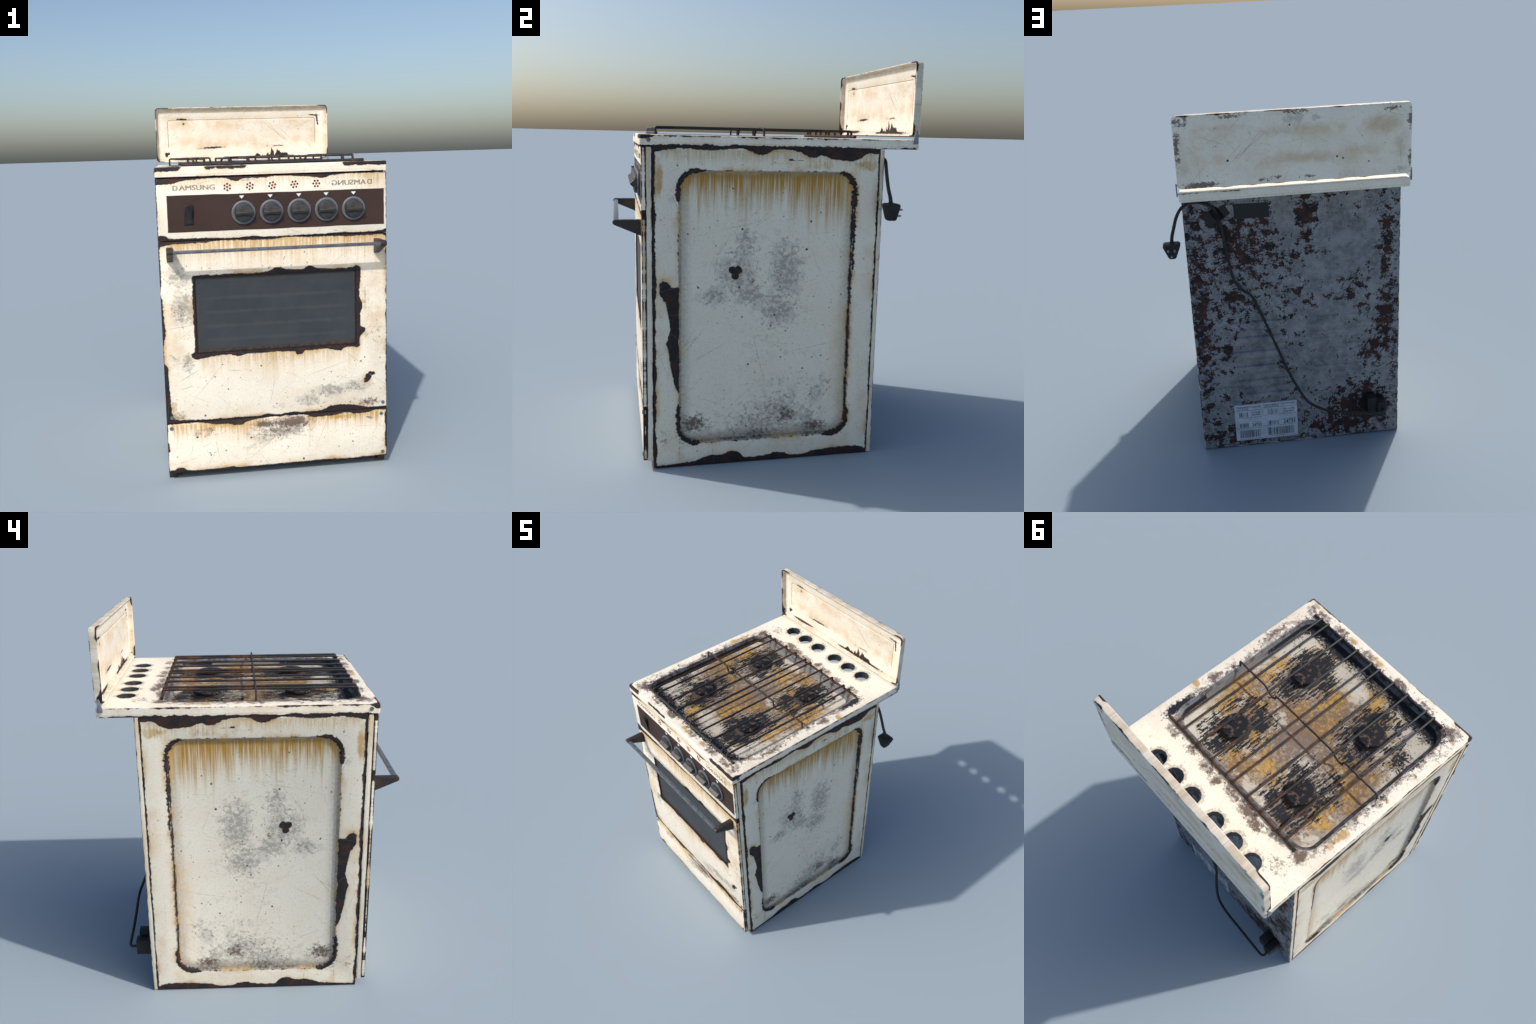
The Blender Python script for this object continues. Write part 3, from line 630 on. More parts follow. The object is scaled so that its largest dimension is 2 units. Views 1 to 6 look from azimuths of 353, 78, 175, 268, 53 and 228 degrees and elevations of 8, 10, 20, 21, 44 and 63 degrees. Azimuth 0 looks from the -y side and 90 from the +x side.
def mat_rusty_iron(name, rusty=.5, streaky=True, dark=(.016, .017, .020), sat=1.0):
    b = Mat(name)
    p = b.comb(b.x, b.y * .45, b.z) if streaky else b.co
    n = b.noise(p, 26.0, 7.0, .72); f = b.noise(b.co, 170.0, 4.0, .65); big = b.noise(b.co, 5.0, 3.0)
    r = b.ramp(n + (big - .5) * .7 + (b.ramp(b.y, -.35, .45, -.09, .06) if streaky else 0.0), .57 - rusty * .25, .69 - rusty * .2)
    col = b.mix(r, dark, b.mix(b.ramp(b.noise(b.co, 45.0, 4.0), .35, .65), (.050, .024 + .009 * (1 - sat), .014 + .014 * (1 - sat)), (.050 + .045 * sat, .034 + .014 * sat, .026)))
    col = b.mix(b.ramp(f, .60, .72) * .8, col, (.19, .125, .085))
    b.bump(f, .0008, .6)
    return b.finish(col, b.ramp(r, 0, 1, .48, .8), 0.0, .45)


def mat_burner():
    b = Mat('burnt_cast_iron')
    n = b.noise(b.co, 32.0, 8.0, .70); f = b.noise(b.co, 110.0, 4.0, .7)
    k = b.ramp(n + (f - .5) * .35, .535, .565)
    col = b.mix(k, (.009, .010, .013), b.mix(b.ramp(f, .3, .7), (.075, .048, .036), (.13, .088, .068)))
    b.bump(k + f * .4, .0005, .5)
    return b.finish(col, .75, 0.0, .3)


def mat_plain(name, col, rough=.5, metal=0.0, spec=.4, var=.25, scale=30.0, grime_shade=None, bump=.3):
    b = Mat(name)
    n = b.noise(b.co, scale, 5.0, .62); f = b.noise(b.co, scale * 5, 3.0, .6)
    c2 = tuple(min(1.0, q * (1 - var)) for q in col)
    c3 = tuple(min(1.0, q * (1 + var)) for q in col)
    c = b.mix(b.ramp(n, .3, .7), c2, c3)
    if grime_shade: c = b.mix(b.ramp(n + (f - .5) * .5, .56, .68) * .8, c, grime_shade)
    b.bump(f, .0005, bump)
    return b.finish(c, b.ramp(n, .3, .7, rough * .85, min(1, rough * 1.15)), metal, spec)


def mat_glass():
    b = Mat('sooted_oven_glass'); u, v = b.x, b.z
    uv = b.comb(u, v)
    sd = b.rrect(u, v, *WIN, .004)
    n = b.noise(uv, 40.0, 8.0, .7); c = b.noise(uv, 5.0, 4.0, .55)
    col = b.mix(b.ramp(c, .3, .7), (.036, .043, .050), (.046, .053, .060))
    # faint shelf lines showing through the soot
    band = b.m('SINE', v * 87.0 - .12)
    col = b.mix(b.ramp(band + (n - .5) * 1.2 + (c - .5) * 1.0, .45, 1.25) * b.ramp(sd, -.03, -.09) * .55, col, (.066, .072, .076))
    edge = b.ramp(sd, -.060, -.002)
    low = b.ramp(v, WIN[2] + .06, WIN[2]) * .35
    k = b.ramp(edge * .62 + low + (n - .5) * 2.0, .50, .72) * b.ramp(edge, .02, .3)
    col = b.mix(k * .75, col, b.mix(b.ramp(n, .4, .6), (.028, .019, .015), (.075, .048, .032)))
    col = b.mix(b.ramp(sd, -.010, -.004) * .8, col, (.012, .010, .010))
    sc = scratches(b, uv, 3.0, .25)
    col = b.mix(sc * .5, col, (.12, .12, .12))
    return b.finish(col, .55, 0.0, .25)


def mat_brown_plate():
    b = Mat('brown_fascia'); uv = b.comb(b.x, b.z)
    n = b.noise(uv, 4.0, 4.0)
    col = b.mix(b.ramp(n, .3, .7), (.041, .0225, .0175), (.051, .028, .022))
    col = b.mix(scratches(b, uv, 9.0, .3) * .4, col, (.10, .08, .07))
    return b.finish(col, .6, 0.0, .3)


def mat_worn_print(name, col, back, hold=.42):
    """ink that has partly rubbed off"""
    b = Mat(name)
    n = b.noise(b.co, 60.0, 5.0, .65); v = b.noise(b.comb(b.x, b.y, b.z * .1), 40.0, 3.0)
    c = b.mix(b.ramp(n + (v - .5) * .6, hold, hold + .25), col, back)
    return b.finish(c, .55, 0.0, .3)


M = dict(
    side=mat_side(), strip=mat_strip('enamel_flange', 3.0), control=mat_control(), door=mat_door(), drawer=mat_drawer(),
    cooktop=mat_cooktop(), tray=mat_tray(), lid=mat_lid(), back=mat_backsheet(), glass=mat_glass(), fascia=mat_brown_plate(),
    grate=mat_rusty_iron('rusty_wire', .5), burner=mat_burner(), burner_base=mat_plain('burner_cup_iron', (.040, .028, .025), .75, var=.4, scale=50),
    bracket=mat_rusty_iron('rusty_bracket', .25, False, (.024, .022, .021), .3),
    bar=mat_plain('worn_steel_bar', (.13, .145, .165), .42, .3, .5, .35, 26, (.05, .036, .028)),
    ring=mat_plain('knob_bezel_steel', (.118, .133, .156), .45, 0.0, .5, .08, 30),
    knob=mat_plain('dark_bakelite', (.036, .034, .033), .36, 0.0, .55, .35, 25, (.075, .050, .038)),
    switch=mat_plain('switch_plastic', (.014, .014, .014), .45, var=.3, grime_shade=(.045, .025, .018)),
    core=mat_plain('light_block_black', (.012, .012, .012), .9, var=.2),
    vent=mat_plain('vent_sleeve', (.055, .060, .066), .6, var=.3),
    bolt=mat_plain('bolt_steel', (.13, .155, .165), .5, .2, .5, .3, 60, (.06, .045, .035)),
    hinge=mat_plain('hinge_steel', (.21, .225, .25), .45, .2, .5, .2, 60),
    rivet=mat_plain('rivet_steel', (.10, .125, .15), .6, 0.0, .4, .35, 60, (.05, .03, .026)),
    rubber=mat_plain('black_rubber', (.013, .014, .015), .6, var=.3, grime_shade=(.035, .024, .018)),
    cable=mat_plain('dusty_cable', (.022, .021, .020), .65, var=.35, scale=22, grime_shade=(.045, .033, .026)),
    tape=mat_plain('black_tape', (.012, .014, .015), .55, var=.2, bump=.6),
    pin=mat_plain('plug_pin_steel', (.30, .33, .37), .35, .6, .5, .15, 60),
    paper=mat_plain('label_paper', (.52, .56, .62), .7, var=.14, scale=12),
    ink=mat_worn_print('label_ink', (.030, .034, .042), (.16, .18, .21), .5),
    letter=mat_worn_print('worn_lettering', (.27, .22, .165), (.46, .385, .29), .45),
    white=mat_plain('white_mark', (.85, .85, .84), .6, var=.03),
    blackdot=mat_plain('black_mark', (.022, .019, .020), .6, var=.2),
    reddot=mat_plain('red_mark', (.44, .030, .028), .6, var=.12),
)


# =====================================================================
#  geometry helpers
# =====================================================================
def link(name, me, mat, parent, smooth=35, kind=None):
    ob = bpy.data.objects.new(name, me)
    SC.objects.link(ob)
    if mat is not None and not me.materials: me.materials.append(mat)
    if smooth is not None and me.polygons:
        me.shade_smooth(); me.set_sharp_from_angle(angle=math.radians(smooth))
    ob.parent = parent
    if kind: ob['kind'] = kind
    return ob


def mesh_from(bm, name):
    bmesh.ops.recalc_face_normals(bm, faces=bm.faces)
    me = bpy.data.meshes.new(name); bm.to_mesh(me); bm.free()
    return me


def bm_box(bm, x0, x1, y0, y1, z0, z1, bev=0.0, seg=2):
    r = bmesh.ops.create_cube(bm, size=1.0)
    vs = r['verts']
    for v in vs:
        v.co = Vector(((x0 + x1) / 2 + v.co.x * (x1 - x0), (y0 + y1) / 2 + v.co.y * (y1 - y0), (z0 + z1) / 2 + v.co.z * (z1 - z0)))
    if bev:
        ed = list({e for v in vs for e in v.link_edges})
        bmesh.ops.bevel(bm, geom=ed, offset=bev, segments=seg, profile=0.5, affect='EDGES')


def box(name, dims, mat, parent, bev=0.002, seg=2):
    bm = bmesh.new(); bm_box(bm, *dims, bev, seg)
    return link(name, mesh_from(bm, name), mat, parent)


def rr_loop(cu, cv, hu, hv, r, n=8):
    """rounded rectangle, counter-clockwise from the lower right corner"""
    out = []
    for k, (su, sv) in enumerate(((1, -1), (1, 1), (-1, 1), (-1, -1))):
        for i in range(n + 1):
            a = -math.pi / 2 + k * math.pi / 2 + (math.pi / 2) * i / n
            out.append((cu + su * (hu - r) + r * math.cos(a), cv + sv * (hv - r) + r * math.sin(a)))
    return out


def loft(bm, loops, cap0=False, cap1=False):
    rows = [[bm.verts.new(p) for p in lp] for lp in loops]
    n = len(rows[0])
    for a, c in zip(rows, rows[1:]):
        for i in range(n):
            j = (i + 1) % n
            try: bm.faces.new((a[i], a[j], c[j], c[i]))
            except ValueError: pass
    if cap0: bm.faces.new(rows[0])
    if cap1: bm.faces.new(rows[-1])
    return rows


def prism(bm, pts, place, a0, a1, bev=0.0, seg=2):
    """extrude an outline; place(u, v, w) -> 3D"""
    r0 = [bm.verts.new(place(u, v, a0)) for u, v in pts]
    r1 = [bm.verts.new(place(u, v, a1)) for u, v in pts]
    fs = [bm.faces.new(r0), bm.faces.new(list(reversed(r1)))]
    n = len(pts)
    for i in range(n):
        j = (i + 1) % n
        fs.append(bm.faces.new((r0[i], r1[i], r1[j], r0[j])))
    if bev:
        bmesh.ops.recalc_face_normals(bm, faces=fs)
        ed = list({e for f in fs for e in f.edges if e.calc_face_angle(0) > 0.5})
        bmesh.ops.bevel(bm, geom=ed, offset=bev, segments=seg, profile=0.5, affect='EDGES')


def spline(pts, per=8):
    """Catmull-Rom through the control points"""
    P = [Vector(p) for p in pts]
    P = [P[0] * 2 - P[1]] + P + [P[-1] * 2 - P[-2]]
    out = []
    for i in range(1, len(P) - 2):
        for k in range(per):
            t = k / per
            a, b_, c, d = P[i - 1], P[i], P[i + 1], P[i + 2]
            out.append(0.5 * ((2 * b_) + (c - a) * t + (2 * a - 5 * b_ + 4 * c - d) * t * t + (3 * b_ - a - 3 * c + d) * t ** 3))
    out.append(P[-2])
    return out


def sweep(bm, pts, rad, n=10):
    """round bar along a polyline, mitred, with end caps"""
    pts = [Vector(p) for p in pts]
    up = None; rings = []
    for i, p in enumerate(pts):
        t0 = (p - pts[i - 1]).normalized() if i else (pts[1] - p).normalized()
        t1 = (pts[i + 1] - p).normalized() if i < len(pts) - 1 else t0
        t = (t0 + t1).normalized() if (t0 + t1).length > 1e-6 else t0
        if up is None:
            up = t.orthogonal().normalized()
        up = (up - t * up.dot(t)).normalized()
        s = t.cross(up)
        r = rad(i / (len(pts) - 1)) if callable(rad) else rad
        rings.append([p + (up * math.cos(2 * math.pi * k / n) + s * math.sin(2 * math.pi * k / n)) * r for k in range(n)])
    loft(bm, rings, True, True)


def bent(pts, r=0.008, n=4):
    """round the inner corners of a polyline"""
    P = [Vector(p) for p in pts]; out = [P[0]]
    for a, c, d in zip(P, P[1:], P[2:]):
        k = min(r, (a - c).length * .49, (d - c).length * .49)
        p0, p1 = c + (a - c).normalized() * k, c + (d - c).normalized() * k
        for i in range(n + 1):
            t = i / n
            out.append(p0 * (1 - t) ** 2 + c * 2 * t * (1 - t) + p1 * t * t)
    out.append(P[-1])
    return out


def lathe(bm, prof, place, n=28, cap=True):
    """turn a (radius, height) profile; place(u, v, w)"""
    rings = [[place(r * math.cos(2 * math.pi * k / n), r * math.sin(2 * math.pi * k / n), h) for k in range(n)] for r, h in prof]
    loft(bm, rings, cap, cap)


def text_mesh(body, name, box2, place, depth, fat=0.0, mirror=False, res=3):
    """built-in font, fitted into box2 = (u0, u1, v0, v1)"""
    cu = bpy.data.curves.new(name, 'FONT'); cu.body = body; cu.size = 1.0
    cu.offset = fat; cu.extrude = 0.5; cu.resolution_u = res
    ob = bpy.data.objects.new(name, cu); SC.objects.link(ob)
    dg = bpy.context.evaluated_depsgraph_get()
    me = bpy.data.meshes.new_from_object(ob.evaluated_get(dg))
    bpy.data.objects.remove(ob); bpy.data.curves.remove(cu)
    us = [v.co.x for v in me.vertices]; vs = [v.co.y for v in me.vertices]
    ua, ub, va, vb = min(us), max(us), min(vs), max(vs)
    for v in me.vertices:
        tu = (v.co.x - ua) / (ub - ua); tv = (v.co.y - va) / (vb - va)
        if mirror: tu = 1 - tu
        v.co = Vector(place(box2[0] + tu * (box2[1] - box2[0]), box2[2] + tv * (box2[3] - box2[2]), (v.co.z + .5) * depth))
    bm = bmesh.new(); bm.from_mesh(me)
    bmesh.ops.recalc_face_normals(bm, faces=bm.faces)
    bm.to_mesh(me); bm.free(); me.materials.clear()
    return me


def boolean_cut(ob, cutters):
    for c in cutters:
        m = ob.modifiers.new('cut', 'BOOLEAN'); m.object = c; m.operation = 'DIFFERENCE'; m.solver = 'EXACT'
    dg = bpy.context.evaluated_depsgraph_get()
    me = bpy.data.meshes.new_from_object(ob.evaluated_get(dg))
    ob.modifiers.clear(); ob.data = me
    for c in cutters: bpy.data.objects.remove(c)
    return ob


on_front = lambda u, v, w: (u, YF - w, v)            # u = x, v = z, w outwards
on_back = lambda u, v, w: (-u, YB + 0.0015 + w, v)   # u = -x seen from behind


# =====================================================================
#  the cooker
# =====================================================================
cooker = bpy.data.objects.new('gas_cooker', None)
SC.objects.link(cooker)
cooker['label'] = 'weathered cream enamel gas cooker with four burners and raised lid'
cooker['category'] = 'gas cooker'

# ---- core box and flanges -------------------------------------------------------------
box('light_block', (XL + .024, XR - .024, -.592, .545, .052, 1.577), M['core'], cooker, 0.0)  # unseen dark box, added to block light behind the seams
box('front_flange', (XL + .0015, XR - .0015, -.591, -.5655, .040, 1.567), M['strip'], cooker, .0012)
box('rear_flange', (XL, XR, .539, YB, .0015, 1.575), M['strip'], cooker, .0012)


def side_panel(sign):
    """sheet with a pressed, round-cornered field"""
    xo = XR if sign > 0 else XL
    y0, y1, z0, z1 = -.562, .537, 0.0, 1.5755
    n = 8
    cy, cz = (REC[0] + REC[1]) / 2, (REC[2] + REC[3]) / 2
    hy, hz = (REC[1] - REC[0]) / 2, (REC[3] - REC[2]) / 2
    bm = bmesh.new()
    depth = .016
    steps = [(0.0, 0.0), (.0015, .0006), (.004, .004), (.009, .0115), (.012, .0148), (.015, depth)]
    loops = [[(xo - sign * d, u, v) for u, v in rr_loop(cy, cz, hy - i, hz - i, REC_R - i * .6, n)] for i, d in steps]
    rows = loft(bm, loops, False, True)
    first = rows[0]
    cor = [bm.verts.new((xo, u, v)) for u, v in ((y1, z0), (y1, z1), (y0, z1), (y0, z0))]
    for k in range(4):                       # corner fans and straight margins
        seg = first[k * (n + 1):(k + 1) * (n + 1)]
        for a, c in zip(seg, seg[1:]): bm.faces.new((a, c, cor[k]))
        nxt = first[((k + 1) * (n + 1)) % len(first)]
        bm.faces.new((seg[-1], nxt, cor[(k + 1) % 4], cor[k]))
    inn = [bm.verts.new((xo - sign * .034, v.co.y, v.co.z)) for v in cor]
    for k in range(4):
        j = (k + 1) % 4
        bm.faces.new((cor[k], cor[j], inn[j], inn[k]))
    bm.faces.new(inn)
    return link('side_panel', mesh_from(bm, 'side_panel'), M['side'], cooker, 40)


side_panel(1); side_panel(-1)

# ---- front ---------------------------------------------------------------
control = box('control_panel', (XL, XR, YF, -.5935, Z_PANEL + .0015, Z_BODY), M['control'], cooker, .0025)
door = box('oven_door', (XL, XR, YF, -.5935, Z_DOOR + .0015, Z_PANEL - .0015), M['door'], cooker, .0025)
drawer = box('storage_drawer', (XL, XR, YF, -.5935, Z_DRAWER, Z_DOOR - .0015), M['drawer'], cooker, .0025)
bm = bmesh.new(); bm_box(bm, WIN[0], WIN[1], -.7, -.5, WIN[2], WIN[3])
cut = link('cutter', mesh_from(bm, 'cutter'), None, None, None)
boolean_cut(door, [cut])
door.data.shade_smooth(); door.data.set_sharp_from_angle(angle=math.radians(35))
box('window_glass', (WIN[0] - .006, WIN[1] + .006, -.6065, -.5945, WIN[2] - .006, WIN[3] + .006), M['glass'], door, 0.0)

# brown fascia with a slightly uneven painted outline
bm = bmesh.new()
rnd = random.Random(3)
fx0, fx1, fz0, fz1 = -.584, .519, 1.301, 1.484
outline = []
for a, c in (((fx0, fz0), (fx1, fz0)), ((fx1, fz0), (fx1, fz1)), ((fx1, fz1), (fx0, fz1)), ((fx0, fz1), (fx0, fz0))):
    steps = 14 if abs(a[0] - c[0]) > .5 else 4
    for i in range(steps):
        t = i / steps
        w = 0 if i == 0 else rnd.uniform(-.0013, .0013)
        outline.append((a[0] + (c[0] - a[0]) * t + (w if a[0] == c[0] else 0), a[1] + (c[1] - a[1]) * t + (w if a[1] == c[1] else 0)))
prism(bm, outline, on_front, -.004, .0009)
fascia = link('fascia', mesh_from(bm, 'fascia'), M['fascia'], control, 30)

# rocker switch: wedge, proud at its upper end
bm = bmesh.new()
prism(bm, [(-.5005, 1.336), (-.4555, 1.336), (-.4555, 1.436), (-.5005, 1.436)], on_front, -.002, .004, .0012)
prism(bm, [(.004, 1.340), (.008, 1.340), (.006, 1.380), (.024, 1.430), (.004, 1.432)], lambda u, v, w: (w, YF - u, v), -.4965, -.4595, .0012)
link('switch', mesh_from(bm, 'switch'), M['switch'], control, 30)

# knobs: bezel ring, round body and a tapered finger grip
bm = bmesh.new()
fr = lambda u, v, w: (u, -w, v)
lathe(bm, [(.058, .0), (.0605, .004), (.060, .009), (.054, .0115), (.047, .010), (.046, .004)], fr, 18)
ring_me = mesh_from(bm, 'knob_bezel')
bm = bmesh.new()
lathe(bm, [(.047, .004), (.0465, .020), (.044, .0255), (.039, .0275), (.0, .0275)], fr, 32, False)
gw = [(-.0450, -.0085), (.0450, -.0085), (.0450, .0085), (-.0450, .0085)]
prof = [(.018, 1.0, 2.5), (.0275, .985, 2.0), (.0430, .95, .55), (.0450, .94, .35), (.0455, .92, .15)]
loft(bm, [[fr(u * a, v * c, h) for u, v in gw] for h, a, c in prof], False, True)
knob_me = mesh_from(bm, 'knob')
for i, kx in enumerate((-.205, -.064, .077, .217, .357)):
    k = link('knob', knob_me, M['knob'], cooker, 40)
    k.location = (kx, YF - .001, 1.389)
    r = link('knob_bezel', ring_me, M['ring'], k, 30)

# white pointers above the knobs and burner symbols above the fascia
bm = bmesh.new()
prism(bm, [(-.0125, .0075), (-.0005, -.0075), (.0005, -.0075), (.0125, .0075)], lambda u, v, w: (u, -w, v), .0, .0009)
tri_me = mesh_from(bm, 'pointer_mark')
for kx in (-.212, -.068, .077, .217, .359):
    t = link('pointer_mark', tri_me, M['white'], control, 30); t.location = (kx, YF - .0008, 1.4655)


def disc(bm, cx, cz, r, h, n=14):
    prism(bm, [(cx + r * math.cos(2 * math.pi * k / n), cz + r * math.sin(2 * math.pi * k / n)) for k in range(n)], lambda u, v, w: (u, -w, v), -.002, h)


for i, (sx, sz) in enumerate(((-.282, 1.5175), (-.169, 1.518), (-.0565, 1.5185), (.056, 1.5195), (.168, 1.520))):
    bm = bmesh.new(); a0 = math.pi / 2 - math.radians(7.5 * i)
    for k in range(6):
        disc(bm, .0155 * math.cos(a0 + k * math.pi / 3), .0155 * math.sin(a0 + k * math.pi / 3), .0052, .0008)
    ob = link('burner_symbol', mesh_from(bm, 'burner_symbol'), M['blackdot'], control, 30); ob.location = (sx, YF, sz)
    bm = bmesh.new(); disc(bm, 0, 0, .0062, .0009)
    c = link('red_spot', mesh_from(bm, 'red_spot'), M['reddot'], control, 30); c.location = (sx, YF, sz)

for lo, hi, mir in ((-.553, -.342, False), (.246, .457, True)):
    # first letter stands a little apart from the rest of the worn name
    span = hi - lo
    d0, d1 = (lo, lo + span * .13) if not mir else (hi - span * .13, hi)
    r0, r1 = (lo + span * .145, hi) if not mir else (lo, hi - span * .145)
    for word, (t0, t1), zlo, n_imp in (('AMSUNG', (r0, r1), 1.5075, 3), ('D', (d0, d1), 1.5085, 3)):
        for q in range(n_imp):
            o = (q - (n_imp - 1) / 2) * .0014
            me = text_mesh(word, 'lettering', (t0 + .002 + o, t1 - .002 + o, zlo, 1.5325), on_front, .0005 + .0001 * q, 0.0, mir)
            link('lettering', me, M['letter'], control, None)

# handle: two tapered brackets and a flat rail
handle = bpy.data.objects.new('handle', None); SC.objects.link(handle); handle.parent = cooker
brk = [(.000, 1.153), (.000, 1.229), (.122, 1.229), (.129, 1.225), (.131, 1.217), (.128, 1.209), (.122, 1.205)]
for bx in (-.597, .463):
    bm = bmesh.new()
    prism(bm, brk, lambda u, v, w: (w, YF - u, v), bx, bx + .031, .0018)
    link('handle_bracket', mesh_from(bm, 'handle_bracket'), M['bracket'], handle, 30)
box('handle_rail', (-.567, .464, -.7405, -.7165, 1.2085, 1.2235), M['bar'], handle, .002)

# hexagonal bolt heads
bm = bmesh.new()
lathe(bm, [(.0105, -.001), (.0105, .0028), (.0092, .004), (.0, .004)], lambda u, v, w: (u, -w, v), 6, False)
bolt_me = mesh_from(bm, 'bolt')
for bx, bz, par in ((-.608, .345, door), (.510, .347, door), (-.613, .287, drawer), (.501, .285, drawer), (.508, .070, drawer)):
    o = link('bolt', bolt_me, M['bolt'], par, 30); o.location = (bx, YF, bz)

# small feet seen below the front doors
for fx in (XL + .003, XR - .039):
    box('foot', (fx, fx + .036, -.564, -.52, 0.0, .045), M['bracket'], cooker, .002)

# ---- cooktop -------------------------------------------------------------
bm = bmesh.new()
bm_box(bm, XL - .001, XR + .001, HOB_YF, HOB_YB, Z_HOB0, Z_HOB1)
side_e = [e for e in bm.edges if abs(e.verts[0].co.z - e.verts[1].co.z) > .01]
bmesh.ops.bevel(bm, geom=side_e, offset=.010, segments=3, profile=.5, affect='EDGES')
top_e = [e for e in bm.edges if all(v.co.z > Z_HOB1 - 1e-4 for v in e.verts) and e.calc_face_angle(0) > .5]
bmesh.ops.bevel(bm, geom=top_e, offset=.008, segments=4, profile=.5, affect='EDGES')
cooktop = link('cooktop', mesh_from(bm, 'cooktop'), M['cooktop'], cooker, 40)
cuts = []
bm = bmesh.new()
lp = rr_loop(*BASIN_C, *BASIN_H, .085, 10)
loft(bm, [[(u, v, Z_HOB0 - .05) for u, v in lp], [(u, v, Z_HOB1 + .05) for u, v in lp]], True, True)
cuts.append(link('cutter', mesh_from(bm, 'cutter'), None, None, None))
for vx in VENTS:
    bm = bmesh.new()
    lathe(bm, [(VENT_R, Z_HOB0 - .05), (VENT_R, Z_HOB1 + .05)], lambda u, v, w, vx=vx: (vx + u, VENT_Y + v, w), 12)
    cuts.append(link('cutter', mesh_from(bm, 'cutter'), None, None, None))
boolean_cut(cooktop, cuts)
cooktop.data.shade_smooth(); cooktop.data.set_sharp_from_angle(angle=math.radians(40))
# dark sleeves lining the vents
for vx in VENTS:
    bm = bmesh.new()
    lathe(bm, [(VENT_R - .0005, Z_HOB1 - .0008), (VENT_R - .0015, Z_HOB1 - .0008), (VENT_R - .0015, Z_HOB0), (VENT_R - .0005, Z_HOB0)],
          lambda u, v, w, vx=vx: (vx + u, VENT_Y + v, w), 12, False)
    link('vent_sleeve', mesh_from(bm, 'vent_sleeve'), M['vent'], cooktop, 20)

# sunken tray: chamfered lip, upright wall, flat floor
bm = bmesh.new()
zf = 1.586
prof = [(0.0, 1.6238), (.001, 1.6240), (.017, 1.6118), (.019, 1.6100), (.024, zf + .006), (.027, zf + .0015), (.032, zf)]
loops = [[(u, v, h) for u, v in rr_loop(*BASIN_C, BASIN_H[0] - i, BASIN_H[1] - i, .085 - i * .6, 10)] for i, h in prof]
loft(bm, loops, False, True)
tray = link('hob_tray', mesh_from(bm, 'hob_tray'), M['tray'], cooktop, 25)
for f in tray.data.polygons:
    if f.normal.z < -.05: tray.data.flip_normals(); break

# burners: conical cup, gap, thick cap, dark stub standing in for the igniter hole
bm = bmesh.new()
lathe(bm, [(.082, zf - .001), (.080, zf + .003), (.066, zf + .013), (.060, zf + .015), (.054, zf + .020)], lambda u, v, w: (u, v, w), 36)
cup_me = mesh_from(bm, 'burner_cup')
bm = bmesh.new()
lathe(bm, [(.052, zf + .018), (.0680, zf + .0190), (.0700, zf + .0215), (.0700, zf + .0270), (.0685, zf + .0298), (.063, zf + .0308), (.0, zf + .0315)], lambda u, v, w: (u, v, w), 40, False)
cap_me = mesh_from(bm, 'burner_cap')
bm = bmesh.new()
lathe(bm, [(.011, zf + .020), (.011, zf + .033), (.008, zf + .035), (.0, zf + .035)], lambda u, v, w: (u - .030, v + .062, w), 12, False)
ign_me = mesh_from(bm, 'igniter_stub')
for bx, by in BURNERS:
    c = link('burner', cup_me, M['burner_base'], cooker, 30); c.location = (bx, by, 0)
    link('burner_cap', cap_me, M['burner'], c, 40)
    link('igniter_stub', ign_me, M['switch'], c, 40)

# wire grate: two rails, ten bars bent down on to them, one cranked cross rod
grate = bpy.data.objects.new('pan_grate', None); SC.objects.link(grate); grate.parent = cooker
GY0, GY1, GZ, ZR = -.540, .437, 1.6580, 1.6310
for gy in (GY0, GY1):
    bm = bmesh.new(); sweep(bm, [(-.502, gy, ZR), (.434, gy, ZR)], .0084, 12)
    link('grate_rail', mesh_from(bm, 'grate_rail'), M['grate'], grate, 50)
bm = bmesh.new()
sweep(bm, bent([(0, GY0, ZR), (0, GY0, GZ), (0, GY1, GZ), (0, GY1, ZR)], .009), .0063, 10)
bar_me = mesh_from(bm, 'grate_bar')
for gx in (-.441, -.387, -.262, -.163, -.059, -.005, .103, .213, .325, .377):
    o = link('grate_bar', bar_me, M['grate'], grate, 50)
    o.location = (gx, 0, random.uniform(-.0006, .0006)); o.rotation_euler = (0, 0, random.uniform(-.0012, .0012))
zc, zd, yc = GZ + .0045, GZ - .036, -.027
path = [(-.558, yc, Z_HOB1 - .002), (-.558, yc, zc), (-.328, yc, zc), (-.322, yc, zd + .006), (-.298, yc, zd - .005), (-.270, yc, zd + .014), (-.247, yc, zc),
        (.166, yc, zc), (.172, yc, zd + .006), (.196, yc, zd - .005), (.223, yc, zd + .014), (.246, yc, zc), (.449, yc, zc), (.449, yc, Z_HOB1 - .002)]
bm = bmesh.new(); sweep(bm, bent(path, .009), .0054, 10)
link('grate_cross_rod', mesh_from(bm, 'grate_cross_rod'), M['grate'], grate, 50)
for s in (1, -1):
    o = link('bolt', bolt_me, M['bolt'], cooktop, 30)
    o.location = (XR + .001 if s > 0 else XL - .001, -.579, 1.599); o.rotation_euler = (0, 0, math.radians(90 * s))

